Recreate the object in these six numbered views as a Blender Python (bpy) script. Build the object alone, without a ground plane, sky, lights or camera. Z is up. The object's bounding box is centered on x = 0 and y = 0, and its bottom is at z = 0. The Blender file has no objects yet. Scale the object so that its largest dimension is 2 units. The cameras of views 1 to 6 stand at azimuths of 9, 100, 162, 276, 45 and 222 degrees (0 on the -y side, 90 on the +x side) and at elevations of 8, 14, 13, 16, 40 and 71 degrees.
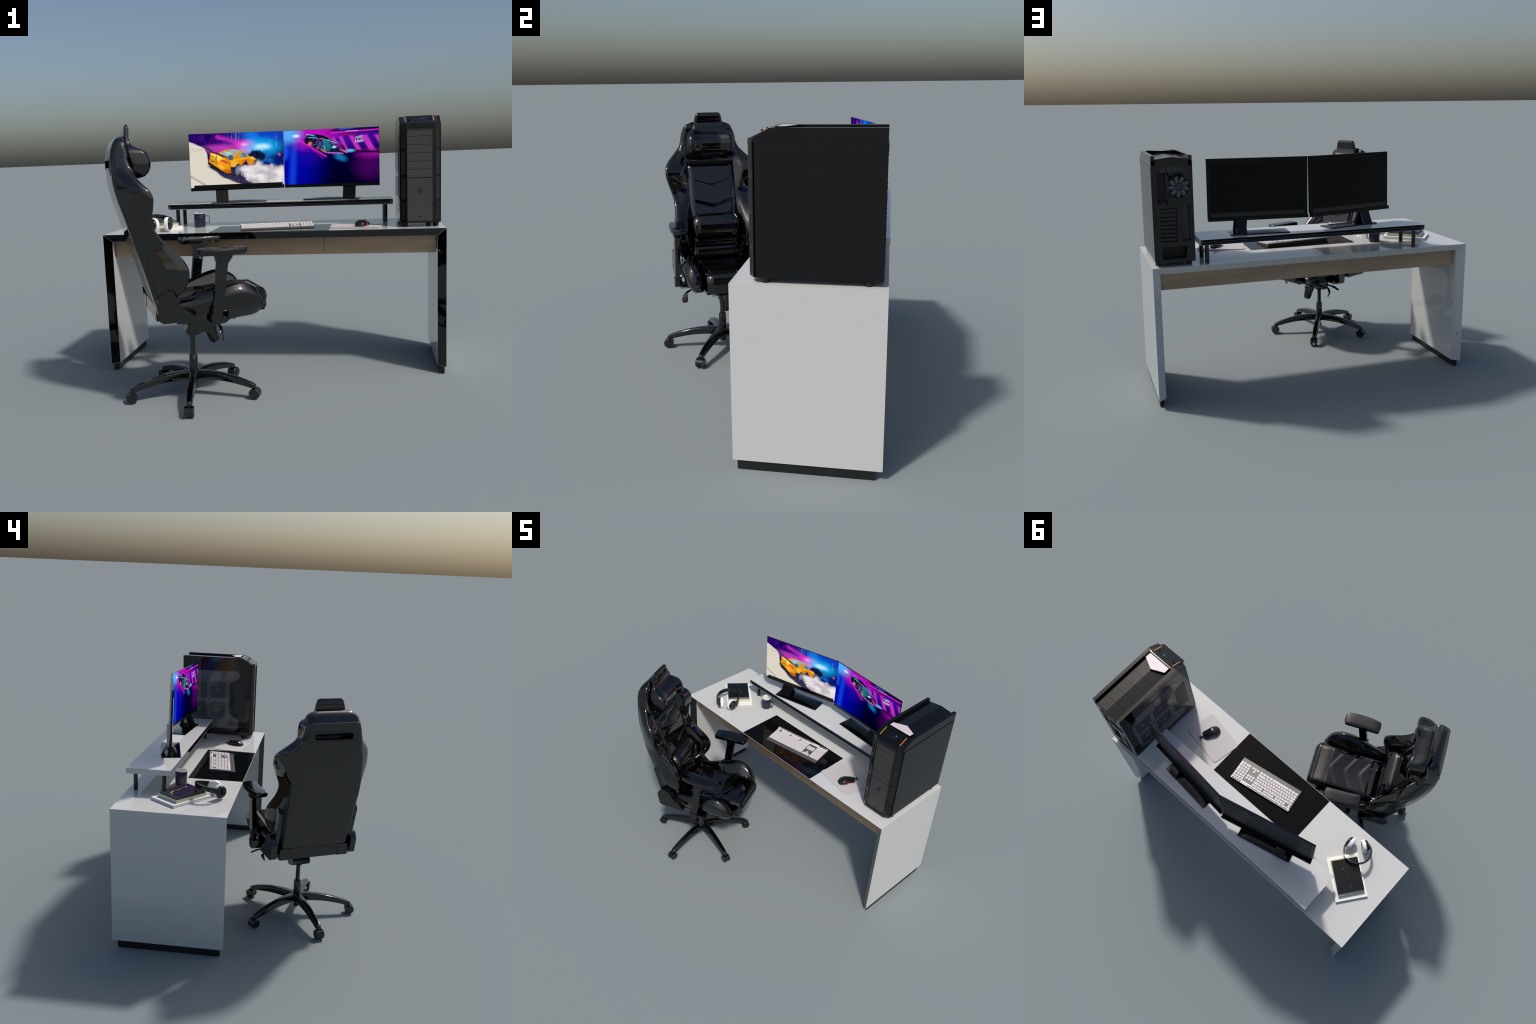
import bpy, bmesh, math, random
from mathutils import Vector, Matrix
random.seed(7)

# =====================================================================
# generic helpers
# =====================================================================
def link(o, parent=None):
    bpy.context.scene.collection.objects.link(o)
    if parent is not None:
        o.parent = parent
    return o

def thing(name, label, category, loc=(0, 0, 0), rz=0.0):
    e = bpy.data.objects.new(name, None)
    e.empty_display_size = 0.05
    e.location = loc
    e.rotation_euler = (0, 0, rz)
    link(e)
    e["label"] = label
    e["category"] = category
    return e

def set_smooth(me, angle):
    if angle is None:
        return
    if angle >= 180:
        for p in me.polygons:
            p.use_smooth = True
        return
    bm = bmesh.new(); bm.from_mesh(me)
    lim = math.radians(angle)
    for f in bm.faces:
        f.smooth = True
    for e in bm.edges:
        if len(e.link_faces) == 2:
            e.smooth = e.calc_face_angle(0) < lim
    bm.to_mesh(me); bm.free()

def obj_from_bm(name, bm, mat, parent, smooth=35):
    bmesh.ops.recalc_face_normals(bm, faces=bm.faces[:])
    me = bpy.data.meshes.new(name)
    bm.to_mesh(me); bm.free()
    if mat is not None:
        me.materials.append(mat)
    set_smooth(me, smooth)
    return link(bpy.data.objects.new(name, me), parent)

def bevel_bm(bm, w, seg=2, angle=30):
    if w <= 0:
        return
    es = [e for e in bm.edges if len(e.link_faces) == 2 and e.calc_face_angle(0) > math.radians(angle)]
    bmesh.ops.bevel(bm, geom=es, offset=w, offset_type='OFFSET', segments=seg, profile=0.5,
                    affect='EDGES', clamp_overlap=True)

def weighted(o, bevel):
    """keep the large faces flat-shaded next to their rounded edges"""
    if bevel > 0:
        m = o.modifiers.new('weighted_normals', 'WEIGHTED_NORMAL'); m.keep_sharp = True; m.weight = 80
    return o

def add_box(bm, x0, x1, y0, y1, z0, z1, M=None):
    vs = [bm.verts.new((x, y, z)) for z in (z0, z1) for y in (y0, y1) for x in (x0, x1)]
    for f in ((0, 1, 3, 2), (4, 5, 7, 6), (0, 1, 5, 4), (2, 3, 7, 6), (0, 2, 6, 4), (1, 3, 7, 5)):
        bm.faces.new([vs[i] for i in f])
    if M is not None:
        bmesh.ops.transform(bm, matrix=M, verts=vs)
    return vs

def box(name, x0, x1, y0, y1, z0, z1, mat, parent, bevel=0.0, seg=2, M=None):
    bm = bmesh.new()
    add_box(bm, x0, x1, y0, y1, z0, z1, M)
    bevel_bm(bm, bevel, seg)
    return weighted(obj_from_bm(name, bm, mat, parent), bevel)

def hexa(name, a, b, mat, parent, bevel=0.0):
    """solid between two quads a and b (same winding)"""
    bm = bmesh.new()
    va = [bm.verts.new(p) for p in a]; vb = [bm.verts.new(p) for p in b]
    bm.faces.new(va); bm.faces.new(vb)
    for i in range(len(a)):
        j = (i + 1) % len(a)
        bm.faces.new((va[i], va[j], vb[j], vb[i]))
    bevel_bm(bm, bevel)
    return weighted(obj_from_bm(name, bm, mat, parent), bevel)

def prism(name, poly, axis, a, b, mat, parent, bevel=0.0, seg=2, smooth=35, bm_in=None):
    """extrude a 2D polygon along axis; (p,q) are the two remaining axes in x,y,z order"""
    def P(p, q, t):
        return {'x': (t, p, q), 'y': (p, t, q), 'z': (p, q, t)}[axis]
    bm = bm_in or bmesh.new()
    va = [bm.verts.new(P(p, q, a)) for p, q in poly]
    vb = [bm.verts.new(P(p, q, b)) for p, q in poly]
    bm.faces.new(va); bm.faces.new(vb)
    n = len(poly)
    for i in range(n):
        j = (i + 1) % n
        bm.faces.new((va[i], va[j], vb[j], vb[i]))
    if bm_in is not None:
        return
    bevel_bm(bm, bevel, seg)
    return weighted(obj_from_bm(name, bm, mat, parent, smooth), bevel)

def add_loft(bm, rings, cap=True, closed=True):
    R = [[bm.verts.new(p) for p in r] for r in rings]
    n = len(R[0])
    for a, b in zip(R[:-1], R[1:]):
        for i in range(n if closed else n - 1):
            j = (i + 1) % n
            bm.faces.new((a[i], a[j], b[j], b[i]))
    if cap:
        for r in (R[0], R[-1]):
            try:
                bm.faces.new(r)
            except ValueError:
                pass
    return R

def loft(name, rings, mat, parent, cap=True, smooth=50):
    bm = bmesh.new()
    add_loft(bm, rings, cap)
    return obj_from_bm(name, bm, mat, parent, smooth)

def add_cyl(bm, c, r, h, axis=Vector((0, 0, 1)), n=24, r2=None, ch=0.0):
    """cylinder centred at c along axis, optional end chamfer"""
    axis = Vector(axis).normalized()
    q = Vector((0, 0, 1)).rotation_difference(axis).to_matrix()
    r2 = r if r2 is None else r2
    prof = [(r - ch, -h / 2), (r, -h / 2 + ch), (r2, h / 2 - ch), (r2 - ch, h / 2)] if ch > 0 else [(r, -h / 2), (r2, h / 2)]
    rings = []
    for rr, t in prof:
        rings.append([Vector(c) + q @ Vector((rr * math.cos(2 * math.pi * i / n), rr * math.sin(2 * math.pi * i / n), t)) for i in range(n)])
    add_loft(bm, rings)

def cyl(name, c, r, h, mat, parent, axis=(0, 0, 1), n=24, r2=None, ch=0.0):
    bm = bmesh.new()
    add_cyl(bm, c, r, h, axis, n, r2, ch)
    return obj_from_bm(name, bm, mat, parent, 40)

def lathe(name, prof, c, mat, parent, n=32, axis=(0, 0, 1), smooth=40):
    q = Vector((0, 0, 1)).rotation_difference(Vector(axis).normalized()).to_matrix()
    rings = [[Vector(c) + q @ Vector((r * math.cos(2 * math.pi * i / n), r * math.sin(2 * math.pi * i / n), t)) for i in range(n)] for r, t in prof]
    bm = bmesh.new(); add_loft(bm, rings, False)
    bmesh.ops.remove_doubles(bm, verts=bm.verts[:], dist=1e-6)
    return obj_from_bm(name, bm, mat, parent, smooth)

def interp(tab, x):
    """smooth monotone (Catmull-Rom limited) interpolation of (x,y) table"""
    t = sorted(tab)
    if x <= t[0][0]: return t[0][1]
    if x >= t[-1][0]: return t[-1][1]
    for i in range(len(t) - 1):
        if t[i][0] <= x <= t[i + 1][0]:
            break
    x0, y0 = t[i]; x1, y1 = t[i + 1]; h = x1 - x0
    d = (y1 - y0) / h
    dm = (y0 - t[i - 1][1]) / (x0 - t[i - 1][0]) if i > 0 else d
    dp = (t[i + 2][1] - y1) / (t[i + 2][0] - x1) if i + 2 < len(t) else d
    m0 = 0.5 * (d + dm); m1 = 0.5 * (d + dp)
    s = (x - x0) / h
    return ((2*s**3 - 3*s*s + 1) * y0 + (s**3 - 2*s*s + s) * h * m0 + (-2*s**3 + 3*s*s) * y1 + (s**3 - s*s) * h * m1)

def fillet(poly, radii, seg=6, edge_sub=4):
    """round the corners of a closed polygon; constant point count, edges subdivided"""
    n = len(poly); out = []
    corners = []
    for i in range(n):
        p = Vector(poly[i]); a = Vector(poly[i - 1]); b = Vector(poly[(i + 1) % n])
        u = (a - p); v = (b - p)
        lu, lv = u.length, v.length
        u.normalize(); v.normalize()
        c = max(-0.9999, min(0.9999, u.dot(v)))
        half = math.acos(c) / 2
        d = min(radii[i] / max(math.tan(half), 1e-4), 0.48 * lu, 0.48 * lv)
        p0 = p + u * d; p1 = p + v * d
        pts = []
        for k in range(seg + 1):
            t = k / seg
            pts.append(p0 * (1 - t) ** 2 + p * 2 * t * (1 - t) + p1 * t * t)
        corners.append(pts)
    for i in range(n):
        out += corners[i]
        a = corners[i][-1]; b = corners[(i + 1) % n][0]
        for k in range(1, edge_sub):
            out.append(a.lerp(b, k / edge_sub))
    return out

def sweep(name, pts, prof, mat, parent, up=Vector((0, 0, 1)), closed=False, smooth=50, cap=True):
    """sweep a 2D closed profile (a along side, b along up) along points; prof may be a function of t"""
    n = len(pts); rings = []
    for i, p in enumerate(pts):
        p = Vector(p)
        a = Vector(pts[i - 1]) if (i > 0 or closed) else p
        b = Vector(pts[(i + 1) % n]) if (i < n - 1 or closed) else p
        t = (b - a).normalized()
        s = t.cross(up).normalized(); u = s.cross(t).normalized()
        pr = prof(i / (n - 1)) if callable(prof) else prof
        rings.append([p + s * x + u * y for x, y in pr])
    if closed:
        rings.append(rings[0])
    bm = bmesh.new()
    add_loft(bm, rings, cap and not closed)
    if closed:
        bmesh.ops.remove_doubles(bm, verts=bm.verts[:], dist=1e-6)
    return obj_from_bm(name, bm, mat, parent, smooth)

def circle(r, n=12, ry=None):
    ry = r if ry is None else ry
    return [(r * math.cos(2 * math.pi * i / n), ry * math.sin(2 * math.pi * i / n)) for i in range(n)]

def trim_plate(name, pts, inset, lift, mat, parent, thick=0.002):
    """thin plate laid on a planar polygon, inset from its border and raised by lift"""
    pts = [Vector(p) for p in pts]
    n = (pts[1] - pts[0]).cross(pts[2] - pts[0]).normalized()
    c = sum(pts, Vector()) / len(pts)
    m = len(pts); ins = []
    for i in range(m):
        p = pts[i]; u = (pts[i - 1] - p).normalized(); v = (pts[(i + 1) % m] - p).normalized()
        s = math.sqrt(max(1e-4, (1 - u.dot(v)) / 2))
        ins.append(p + (u + v).normalized() * (inset / s))
    return hexa(name, [p + n * lift for p in ins], [p - n * (thick - lift) for p in ins], mat, parent)

# =====================================================================
# materials
# =====================================================================
class Ex:
    """small arithmetic wrapper round node sockets"""
    def __init__(s, nt, sock): s.nt, s.s = nt, sock
    def _m(s, op, *a, clamp=False):
        n = s.nt.nodes.new('ShaderNodeMath'); n.operation = op; n.use_clamp = clamp
        for i, x in enumerate((s,) + a):
            if isinstance(x, Ex): s.nt.links.new(x.s, n.inputs[i])
            else: n.inputs[i].default_value = x
        return Ex(s.nt, n.outputs[0])
    def __add__(s, o): return s._m('ADD', o)
    __radd__ = __add__
    def __sub__(s, o): return s._m('SUBTRACT', o)
    def __rsub__(s, o): return (s * -1.0) + o
    def __mul__(s, o): return s._m('MULTIPLY', o)
    __rmul__ = __mul__
    def __truediv__(s, o): return s._m('DIVIDE', o)
    def mn(s, o): return s._m('MINIMUM', o)
    def mx(s, o): return s._m('MAXIMUM', o)
    def abs(s): return s._m('ABSOLUTE')
    def sqrt(s): return s._m('SQRT')
    def frac(s): return s._m('FRACT')
    def clamp(s): return s._m('ADD', 0.0, clamp=True)
    def sm(s, lo, hi):
        n = s.nt.nodes.new('ShaderNodeMapRange'); n.interpolation_type = 'SMOOTHSTEP'
        s.nt.links.new(s.s, n.inputs['Value'])
        n.inputs['From Min'].default_value = lo; n.inputs['From Max'].default_value = hi
        if lo > hi:
            n.inputs['From Min'].default_value = hi; n.inputs['From Max'].default_value = lo
            n.inputs['To Min'].default_value = 1.0; n.inputs['To Max'].default_value = 0.0
        return Ex(s.nt, n.outputs[0])

def lin(c):
    f = lambda v: v / 12.92 if v <= 0.04045 else ((v + 0.055) / 1.055) ** 2.4
    return tuple(f(x / 255.0) for x in c)

class Mat:
    def __init__(m, name, color=(0.5, 0.5, 0.5), rough=0.5, metal=0.0, spec=0.5, coat=0.0, ior=1.5):
        m.mat = bpy.data.materials.new(name); m.mat.use_nodes = True
        m.nt = m.mat.node_tree
        m.b = m.nt.nodes['Principled BSDF']
        m.b.inputs['Base Color'].default_value = (*color, 1)
        m.b.inputs['Roughness'].default_value = rough
        m.b.inputs['Metallic'].default_value = metal
        m.b.inputs['Specular IOR Level'].default_value = spec
        m.b.inputs['IOR'].default_value = ior
        m.b.inputs['Coat Weight'].default_value = coat
        m.mat.diffuse_color = (*color, 1)
    def node(m, t, **kw):
        n = m.nt.nodes.new(t)
        for k, v in kw.items(): setattr(n, k, v)
        return n
    def coords(m):
        tc = m.node('ShaderNodeTexCoord'); sp = m.node('ShaderNodeSeparateXYZ')
        m.nt.links.new(tc.outputs['Object'], sp.inputs[0])
        return [Ex(m.nt, sp.outputs[i]) for i in range(3)]
    def vec(m, x, y, z=0.0):
        c = m.node('ShaderNodeCombineXYZ')
        for i, v in enumerate((x, y, z)):
            if isinstance(v, Ex): m.nt.links.new(v.s, c.inputs[i])
            else: c.inputs[i].default_value = v
        return c.outputs[0]
    def noise(m, v, scale=5.0, detail=3.0, rough=0.5, dist=0.0):
        n = m.node('ShaderNodeTexNoise')
        n.inputs['Scale'].default_value = scale; n.inputs['Detail'].default_value = detail
        n.inputs['Roughness'].default_value = rough; n.inputs['Distortion'].default_value = dist
        m.nt.links.new(v, n.inputs['Vector'])
        return Ex(m.nt, n.outputs['Fac'])
    def rgb(m, c):
        n = m.node('ShaderNodeRGB'); n.outputs[0].default_value = (*c, 1); return n.outputs[0]
    def mix(m, a, b, f):
        n = m.node('ShaderNodeMix', data_type='RGBA')
        for i, x in ((6, a), (7, b)):
            if isinstance(x, tuple): n.inputs[i].default_value = (*x, 1)
            else: m.nt.links.new(x, n.inputs[i])
        if isinstance(f, Ex): m.nt.links.new(f.s, n.inputs[0])
        else: n.inputs[0].default_value = f
        return n.outputs[2]
    def add(m, a, c, f):
        n = m.node('ShaderNodeMix', data_type='RGBA', blend_type='ADD')
        m.nt.links.new(a, n.inputs[6]); n.inputs[7].default_value = (*c, 1)
        m.nt.links.new(f.s, n.inputs[0])
        return n.outputs[2]
    def color(m, sock): m.nt.links.new(sock, m.b.inputs['Base Color']); return m
    def rough(m, ex): m.nt.links.new(ex.s, m.b.inputs['Roughness']); return m
    def bump(m, h, strength=0.2, dist=0.001):
        b = m.node('ShaderNodeBump'); b.inputs['Strength'].default_value = strength; b.inputs['Distance'].default_value = dist
        m.nt.links.new(h.s, b.inputs['Height']); m.nt.links.new(b.outputs[0], m.b.inputs['Normal'])
        return m

def grain(name, color, rough, var=0.12, scale=60, bump=0.0, rvar=0.0, **kw):
    """plain coloured surface with a faint cloudy variation so it is not perfectly clean"""
    m = Mat(name, color, rough, **kw)
    x, y, z = m.coords()
    n = m.noise(m.vec(x, y, z), scale, 4, 0.6)
    lo = tuple(c * (1 - var) for c in color); hi = tuple(min(1, c * (1 + var)) for c in color)
    m.color(m.mix(lo, hi, n))
    if rvar:
        m.rough(n * rvar + (rough - rvar / 2))
    if bump:
        m.bump(m.noise(m.vec(x, y, z), scale * 12, 2), bump, 0.0006)
    return m.mat

GLOSS_BLACK = grain('glossy_black_leather', (0.0010, 0.0010, 0.0011), 0.045, 0.10, 25, spec=0.85)
CHAIR_METAL = grain('glossy_black_metal', (0.0012, 0.0012, 0.0013), 0.06, 0.10, 25, spec=0.85)
TRIM_BLACK = grain('gloss_black_edge', (0.0012, 0.0012, 0.0013), 0.035, 0.08, 10, spec=0.6)
WHITE_LACQ = grain('white_lacquer', (0.565, 0.57, 0.562), 0.06, 0.010, 6)
PLINTH = grain('plinth_black', (0.008, 0.0085, 0.009), 0.4, 0.15, 40)
MAT_BLACK = grain('desk_mat_black', (0.0030, 0.0030, 0.0029), 0.06, 0.5, 14, spec=0.13)
PAD_GREY = grain('mouse_pad_fabric', (0.51, 0.48, 0.485), 0.75, 0.04, 120, 0.1)
CHROME_BLACK = grain('dark_chrome', (0.03, 0.032, 0.035), 0.12, 0.1, 30, metal=0.55)
CASE_BLACK = grain('case_painted_steel', (0.0022, 0.0023, 0.0024), 0.17, 0.12, 18)
CASE_FRONT = grain('case_front_grey', (0.036, 0.037, 0.039), 0.5, 0.12, 30, 0.05)
CASE_DARK = grain('case_recess_black', (0.004, 0.004, 0.0042), 0.6, 0.2, 40)
CASE_RAIL = grain('case_satin_rail', (0.0022, 0.0023, 0.0024), 0.11, 0.12, 18)
CASE_PANEL = grain('case_side_steel', (0.0020, 0.0021, 0.0022), 0.15, 0.12, 18)
CASE_GLASS = grain('smoked_acrylic', (0.105, 0.115, 0.115), 0.10, 0.10, 12)
CASE_SIDE = grain('case_gloss_side', (0.0028, 0.0029, 0.003), 0.13, 0.2, 12)
PEARL = grain('pearl_plate', (0.62, 0.56, 0.57), 0.4, 0.05, 20)
AMBER = grain('amber_strip', (0.72, 0.27, 0.045), 0.35, 0.08, 40)
USB_BLUE = grain('usb_blue', (0.05, 0.12, 0.5), 0.4, 0.08, 40)
MON_BLACK = grain('monitor_black', (0.0012, 0.0012, 0.0013), 0.16, 0.15, 20, spec=0.22)
STAND_BLACK = grain('stand_gloss_black', (0.0012, 0.0012, 0.0013), 0.05, 0.1, 16)
KEY_CAP = grain('key_cap', (0.60, 0.565, 0.575), 0.45, 0.05, 60)
KEY_DARK = grain('key_dark', (0.06, 0.058, 0.057), 0.5, 0.2, 200)
KEY_WHITE = grain('keyboard_white_rim', (0.92, 0.92, 0.92), 0.4, 0.02, 30)
KEY_BODY = grain('keyboard_brushed_grey', (0.085, 0.083, 0.078), 0.38, 0.12, 80, metal=0.2)
MOUSE_BLACK = grain('mouse_black', (0.010, 0.010, 0.0105), 0.18, 0.3, 40)
MOUSE_RED = grain('mouse_red', (0.62, 0.02, 0.02), 0.35, 0.1, 40)
MUG_NAVY = grain('mug_navy_glaze', (0.016, 0.017, 0.042), 0.10, 0.1, 30)
MUG_WHITE = grain('mug_white_glaze', (0.78, 0.78, 0.76), 0.15, 0.02, 30)
HP_WHITE = grain('headphone_white', (0.80, 0.82, 0.83), 0.35, 0.03, 40)
HP_BLACK = grain('headphone_black', (0.012, 0.012, 0.012), 0.13, 0.15, 40)
BOOK_WHITE = grain('book_white_cover', (0.84, 0.84, 0.80), 0.4, 0.03, 30)
BOOK_CREAM = grain('book_cream_cover', (0.60, 0.58, 0.44), 0.5, 0.06, 40)
BOOK_BLACK = grain('book_black_cover', (0.0040, 0.0043, 0.0040), 0.20, 0.2, 30)
BOOK_PAGES = grain('book_pages', (0.20, 0.20, 0.20), 0.5, 0.1, 90)
PEN_BODY = grain('pen_dark', (0.02, 0.02, 0.03), 0.25, 0.1, 60)
PEN_GOLD = grain('pen_gold', (0.55, 0.30, 0.10), 0.25, 0.1, 60, metal=0.8)
FAN_GREY = grain('fan_blade_grey', (0.10, 0.10, 0.115), 0.5, 0.5, 500)
SCREW = grain('screw_steel', (0.02, 0.02, 0.02), 0.3, 0.1, 50)
LOGO_WHITE = grain('logo_white', (0.9, 0.88, 0.92), 0.4, 0.02, 40)

def wood_mat():
    m = Mat('oak_veneer', (0.2, 0.15, 0.1), 0.36)
    x, y, z = m.coords()
    warp = m.noise(m.vec(x * 2.2, y * 0.6, z * 7.0), 1.0, 3, 0.55)
    rings = (z * 34.0 + warp * 9.0 + x * 0.6)._m('SINE') * 0.5 + 0.5
    fine = m.noise(m.vec(x * 9.0, y * 9.0, z * 260.0), 1.0, 4, 0.6, 0.2)
    pore = m.noise(m.vec(x * 60.0, y * 60.0, z * 900.0), 1.0, 2, 0.5)
    c = m.mix((0.272, 0.188, 0.115), (0.425, 0.304, 0.194), rings * 0.6 + fine * 0.6 - 0.1)
    c = m.mix(c, (0.22, 0.145, 0.085), (pore.sm(0.60, 0.75)) * 0.35)
    c = m.mix(c, (0.35, 0.225, 0.13), m.noise(m.vec(x * 1.4, y, z * 3.0), 1.0, 2).sm(0.45, 0.75) * 0.45)
    m.color(c)
    m.bump(fine, 0.08, 0.0006)
    return m.mat
WOOD = wood_mat()

def ribbed_mat():
    """monitor rear: fine horizontal ribs"""
    m = Mat('monitor_rear_ribbed', (0.002, 0.002, 0.002), 0.3, spec=0.15)
    x, y, z = m.coords()
    rib = (z * 420.0 + m.noise(m.vec(x * 8.0, y, z * 8.0), 1.0, 2) * 3.0)._m('SINE') * 0.5 + 0.5
    m.color(m.mix((0.0008, 0.0008, 0.0009), (0.0035, 0.0036, 0.0040), rib))
    m.bump(rib, 0.25, 0.0006)
    return m.mat
MON_REAR = ribbed_mat()

def mesh_panel_mat():
    """perforated steel: small dark dots in a staggered grid"""
    m = Mat('perforated_steel', (0.03, 0.03, 0.03), 0.5)
    x, y, z = m.coords()
    v = m.node('ShaderNodeTexVoronoi'); v.inputs['Scale'].default_value = 160.0; v.inputs['Randomness'].default_value = 0.0
    m.nt.links.new(m.vec(x + y, z + (x + y) * 0.5, 0.0), v.inputs['Vector'])
    d = Ex(m.nt, v.outputs['Distance'])
    m.color(m.mix((0.003, 0.003, 0.003), (0.045, 0.045, 0.047), d.sm(0.28, 0.42)))
    return m.mat
PERF = mesh_panel_mat()

def front_mesh_mat():
    m = Mat('front_bay_mesh', (0.04, 0.04, 0.04), 0.5)
    x, y, z = m.coords()
    w = (x * 900.0)._m('SINE') * 0.5 + 0.5
    m.color(m.mix((0.030, 0.031, 0.033), (0.047, 0.048, 0.050), w))
    m.bump(w, 0.3, 0.0006)
    return m.mat
BAY = front_mesh_mat()

def glyph_mat():
    m = Mat('media_key_glyphs', (0.1, 0.1, 0.1), 0.45)
    x, y, z = m.coords()
    v = m.node('ShaderNodeTexVoronoi', feature='DISTANCE_TO_EDGE'); v.inputs['Scale'].default_value = 190.0
    m.nt.links.new(m.vec(x, y, 0.0), v.inputs['Vector'])
    d = Ex(m.nt, v.outputs['Distance'])
    n = m.noise(m.vec(x, y, 0.0), 120.0, 2).sm(0.42, 0.55)
    m.color(m.mix((0.05, 0.05, 0.05), (0.75, 0.75, 0.75), d.sm(0.16, 0.05) * n))
    return m.mat
GLYPH = glyph_mat()

# ---------------------------------------------------------------------
# the two screen pictures (plain stand-ins: an orange car in smoke, a neon car in a tunnel)
# ---------------------------------------------------------------------
SW, SH = 0.602, 0.342          # screen size
class Painter(Mat):
    def __init__(m, name, w, h):
        super().__init__(name, (0, 0, 0), 0.25)
        x, y, z = m.coords()
        m.u = x / w + 0.5; m.v = z / h + 0.5
        m.U = m.u * 1.76
        m.c = m.rgb((0, 0, 0))
    def n(m, sx, sy, seed=0.0, detail=4, rough=0.6, dist=0.0):
        return m.noise(m.vec(m.U * sx, m.v * sy, seed), 1.0, detail, rough, dist)
    def lay(m, rgb, mask): m.c = m.mix(m.c, lin(rgb), mask)
    def glow(m, rgb, mask): m.c = m.add(m.c, lin(rgb), mask)
    def ell(m, cx, cy, rx, ry, soft=0.5, rot=0.0):
        dx = m.U - cx * 1.76; dy = m.v - cy
        c, s = math.cos(rot), math.sin(rot)
        a = (dx * c + dy * s) / rx; b = (dy * c - dx * s) / ry
        return (a * a + b * b).sqrt().sm(1.0 + soft * 0.5, 1.0 - soft * 0.5)
    def poly(m, pts, soft=0.01, warp=None):
        """convex polygon mask, points in (u,v) anticlockwise"""
        d = None
        P = [(p[0] * 1.76, p[1]) for p in pts]
        U = m.U if warp is None else m.U + warp
        V = m.v if warp is None else m.v + warp
        for i in range(len(P)):
            (x0, y0), (x1, y1) = P[i], P[(i + 1) % len(P)]
            L = math.hypot(x1 - x0, y1 - y0); nx, ny = -(y1 - y0) / L, (x1 - x0) / L
            e = U * nx + V * ny - (x0 * nx + y0 * ny)
            d = e if d is None else d.mn(e)
        return d.sm(-soft, soft)
    def seg(m, a, b, w, soft=0.5):
        (x0, y0), (x1, y1) = (a[0] * 1.76, a[1]), (b[0] * 1.76, b[1])
        L2 = (x1 - x0) ** 2 + (y1 - y0) ** 2
        t = (((m.U - x0) * (x1 - x0) + (m.v - y0) * (y1 - y0)) / L2).clamp()
        dx = m.U - x0 - t * (x1 - x0); dy = m.v - y0 - t * (y1 - y0)
        return (dx * dx + dy * dy).sqrt().sm(w * (1 + soft), w * (1 - soft))
    def done(m, rough=0.5, emit=1.0):
        m.b.inputs['Base Color'].default_value = (0, 0, 0, 1)
        m.b.inputs['Specular IOR Level'].default_value = 0.0
        if emit:
            m.nt.links.new(m.c, m.b.inputs['Emission Color'])
            m.b.inputs['Emission Strength'].default_value = emit
        m.b.inputs['Roughness'].default_value = rough
        return m.mat

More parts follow.
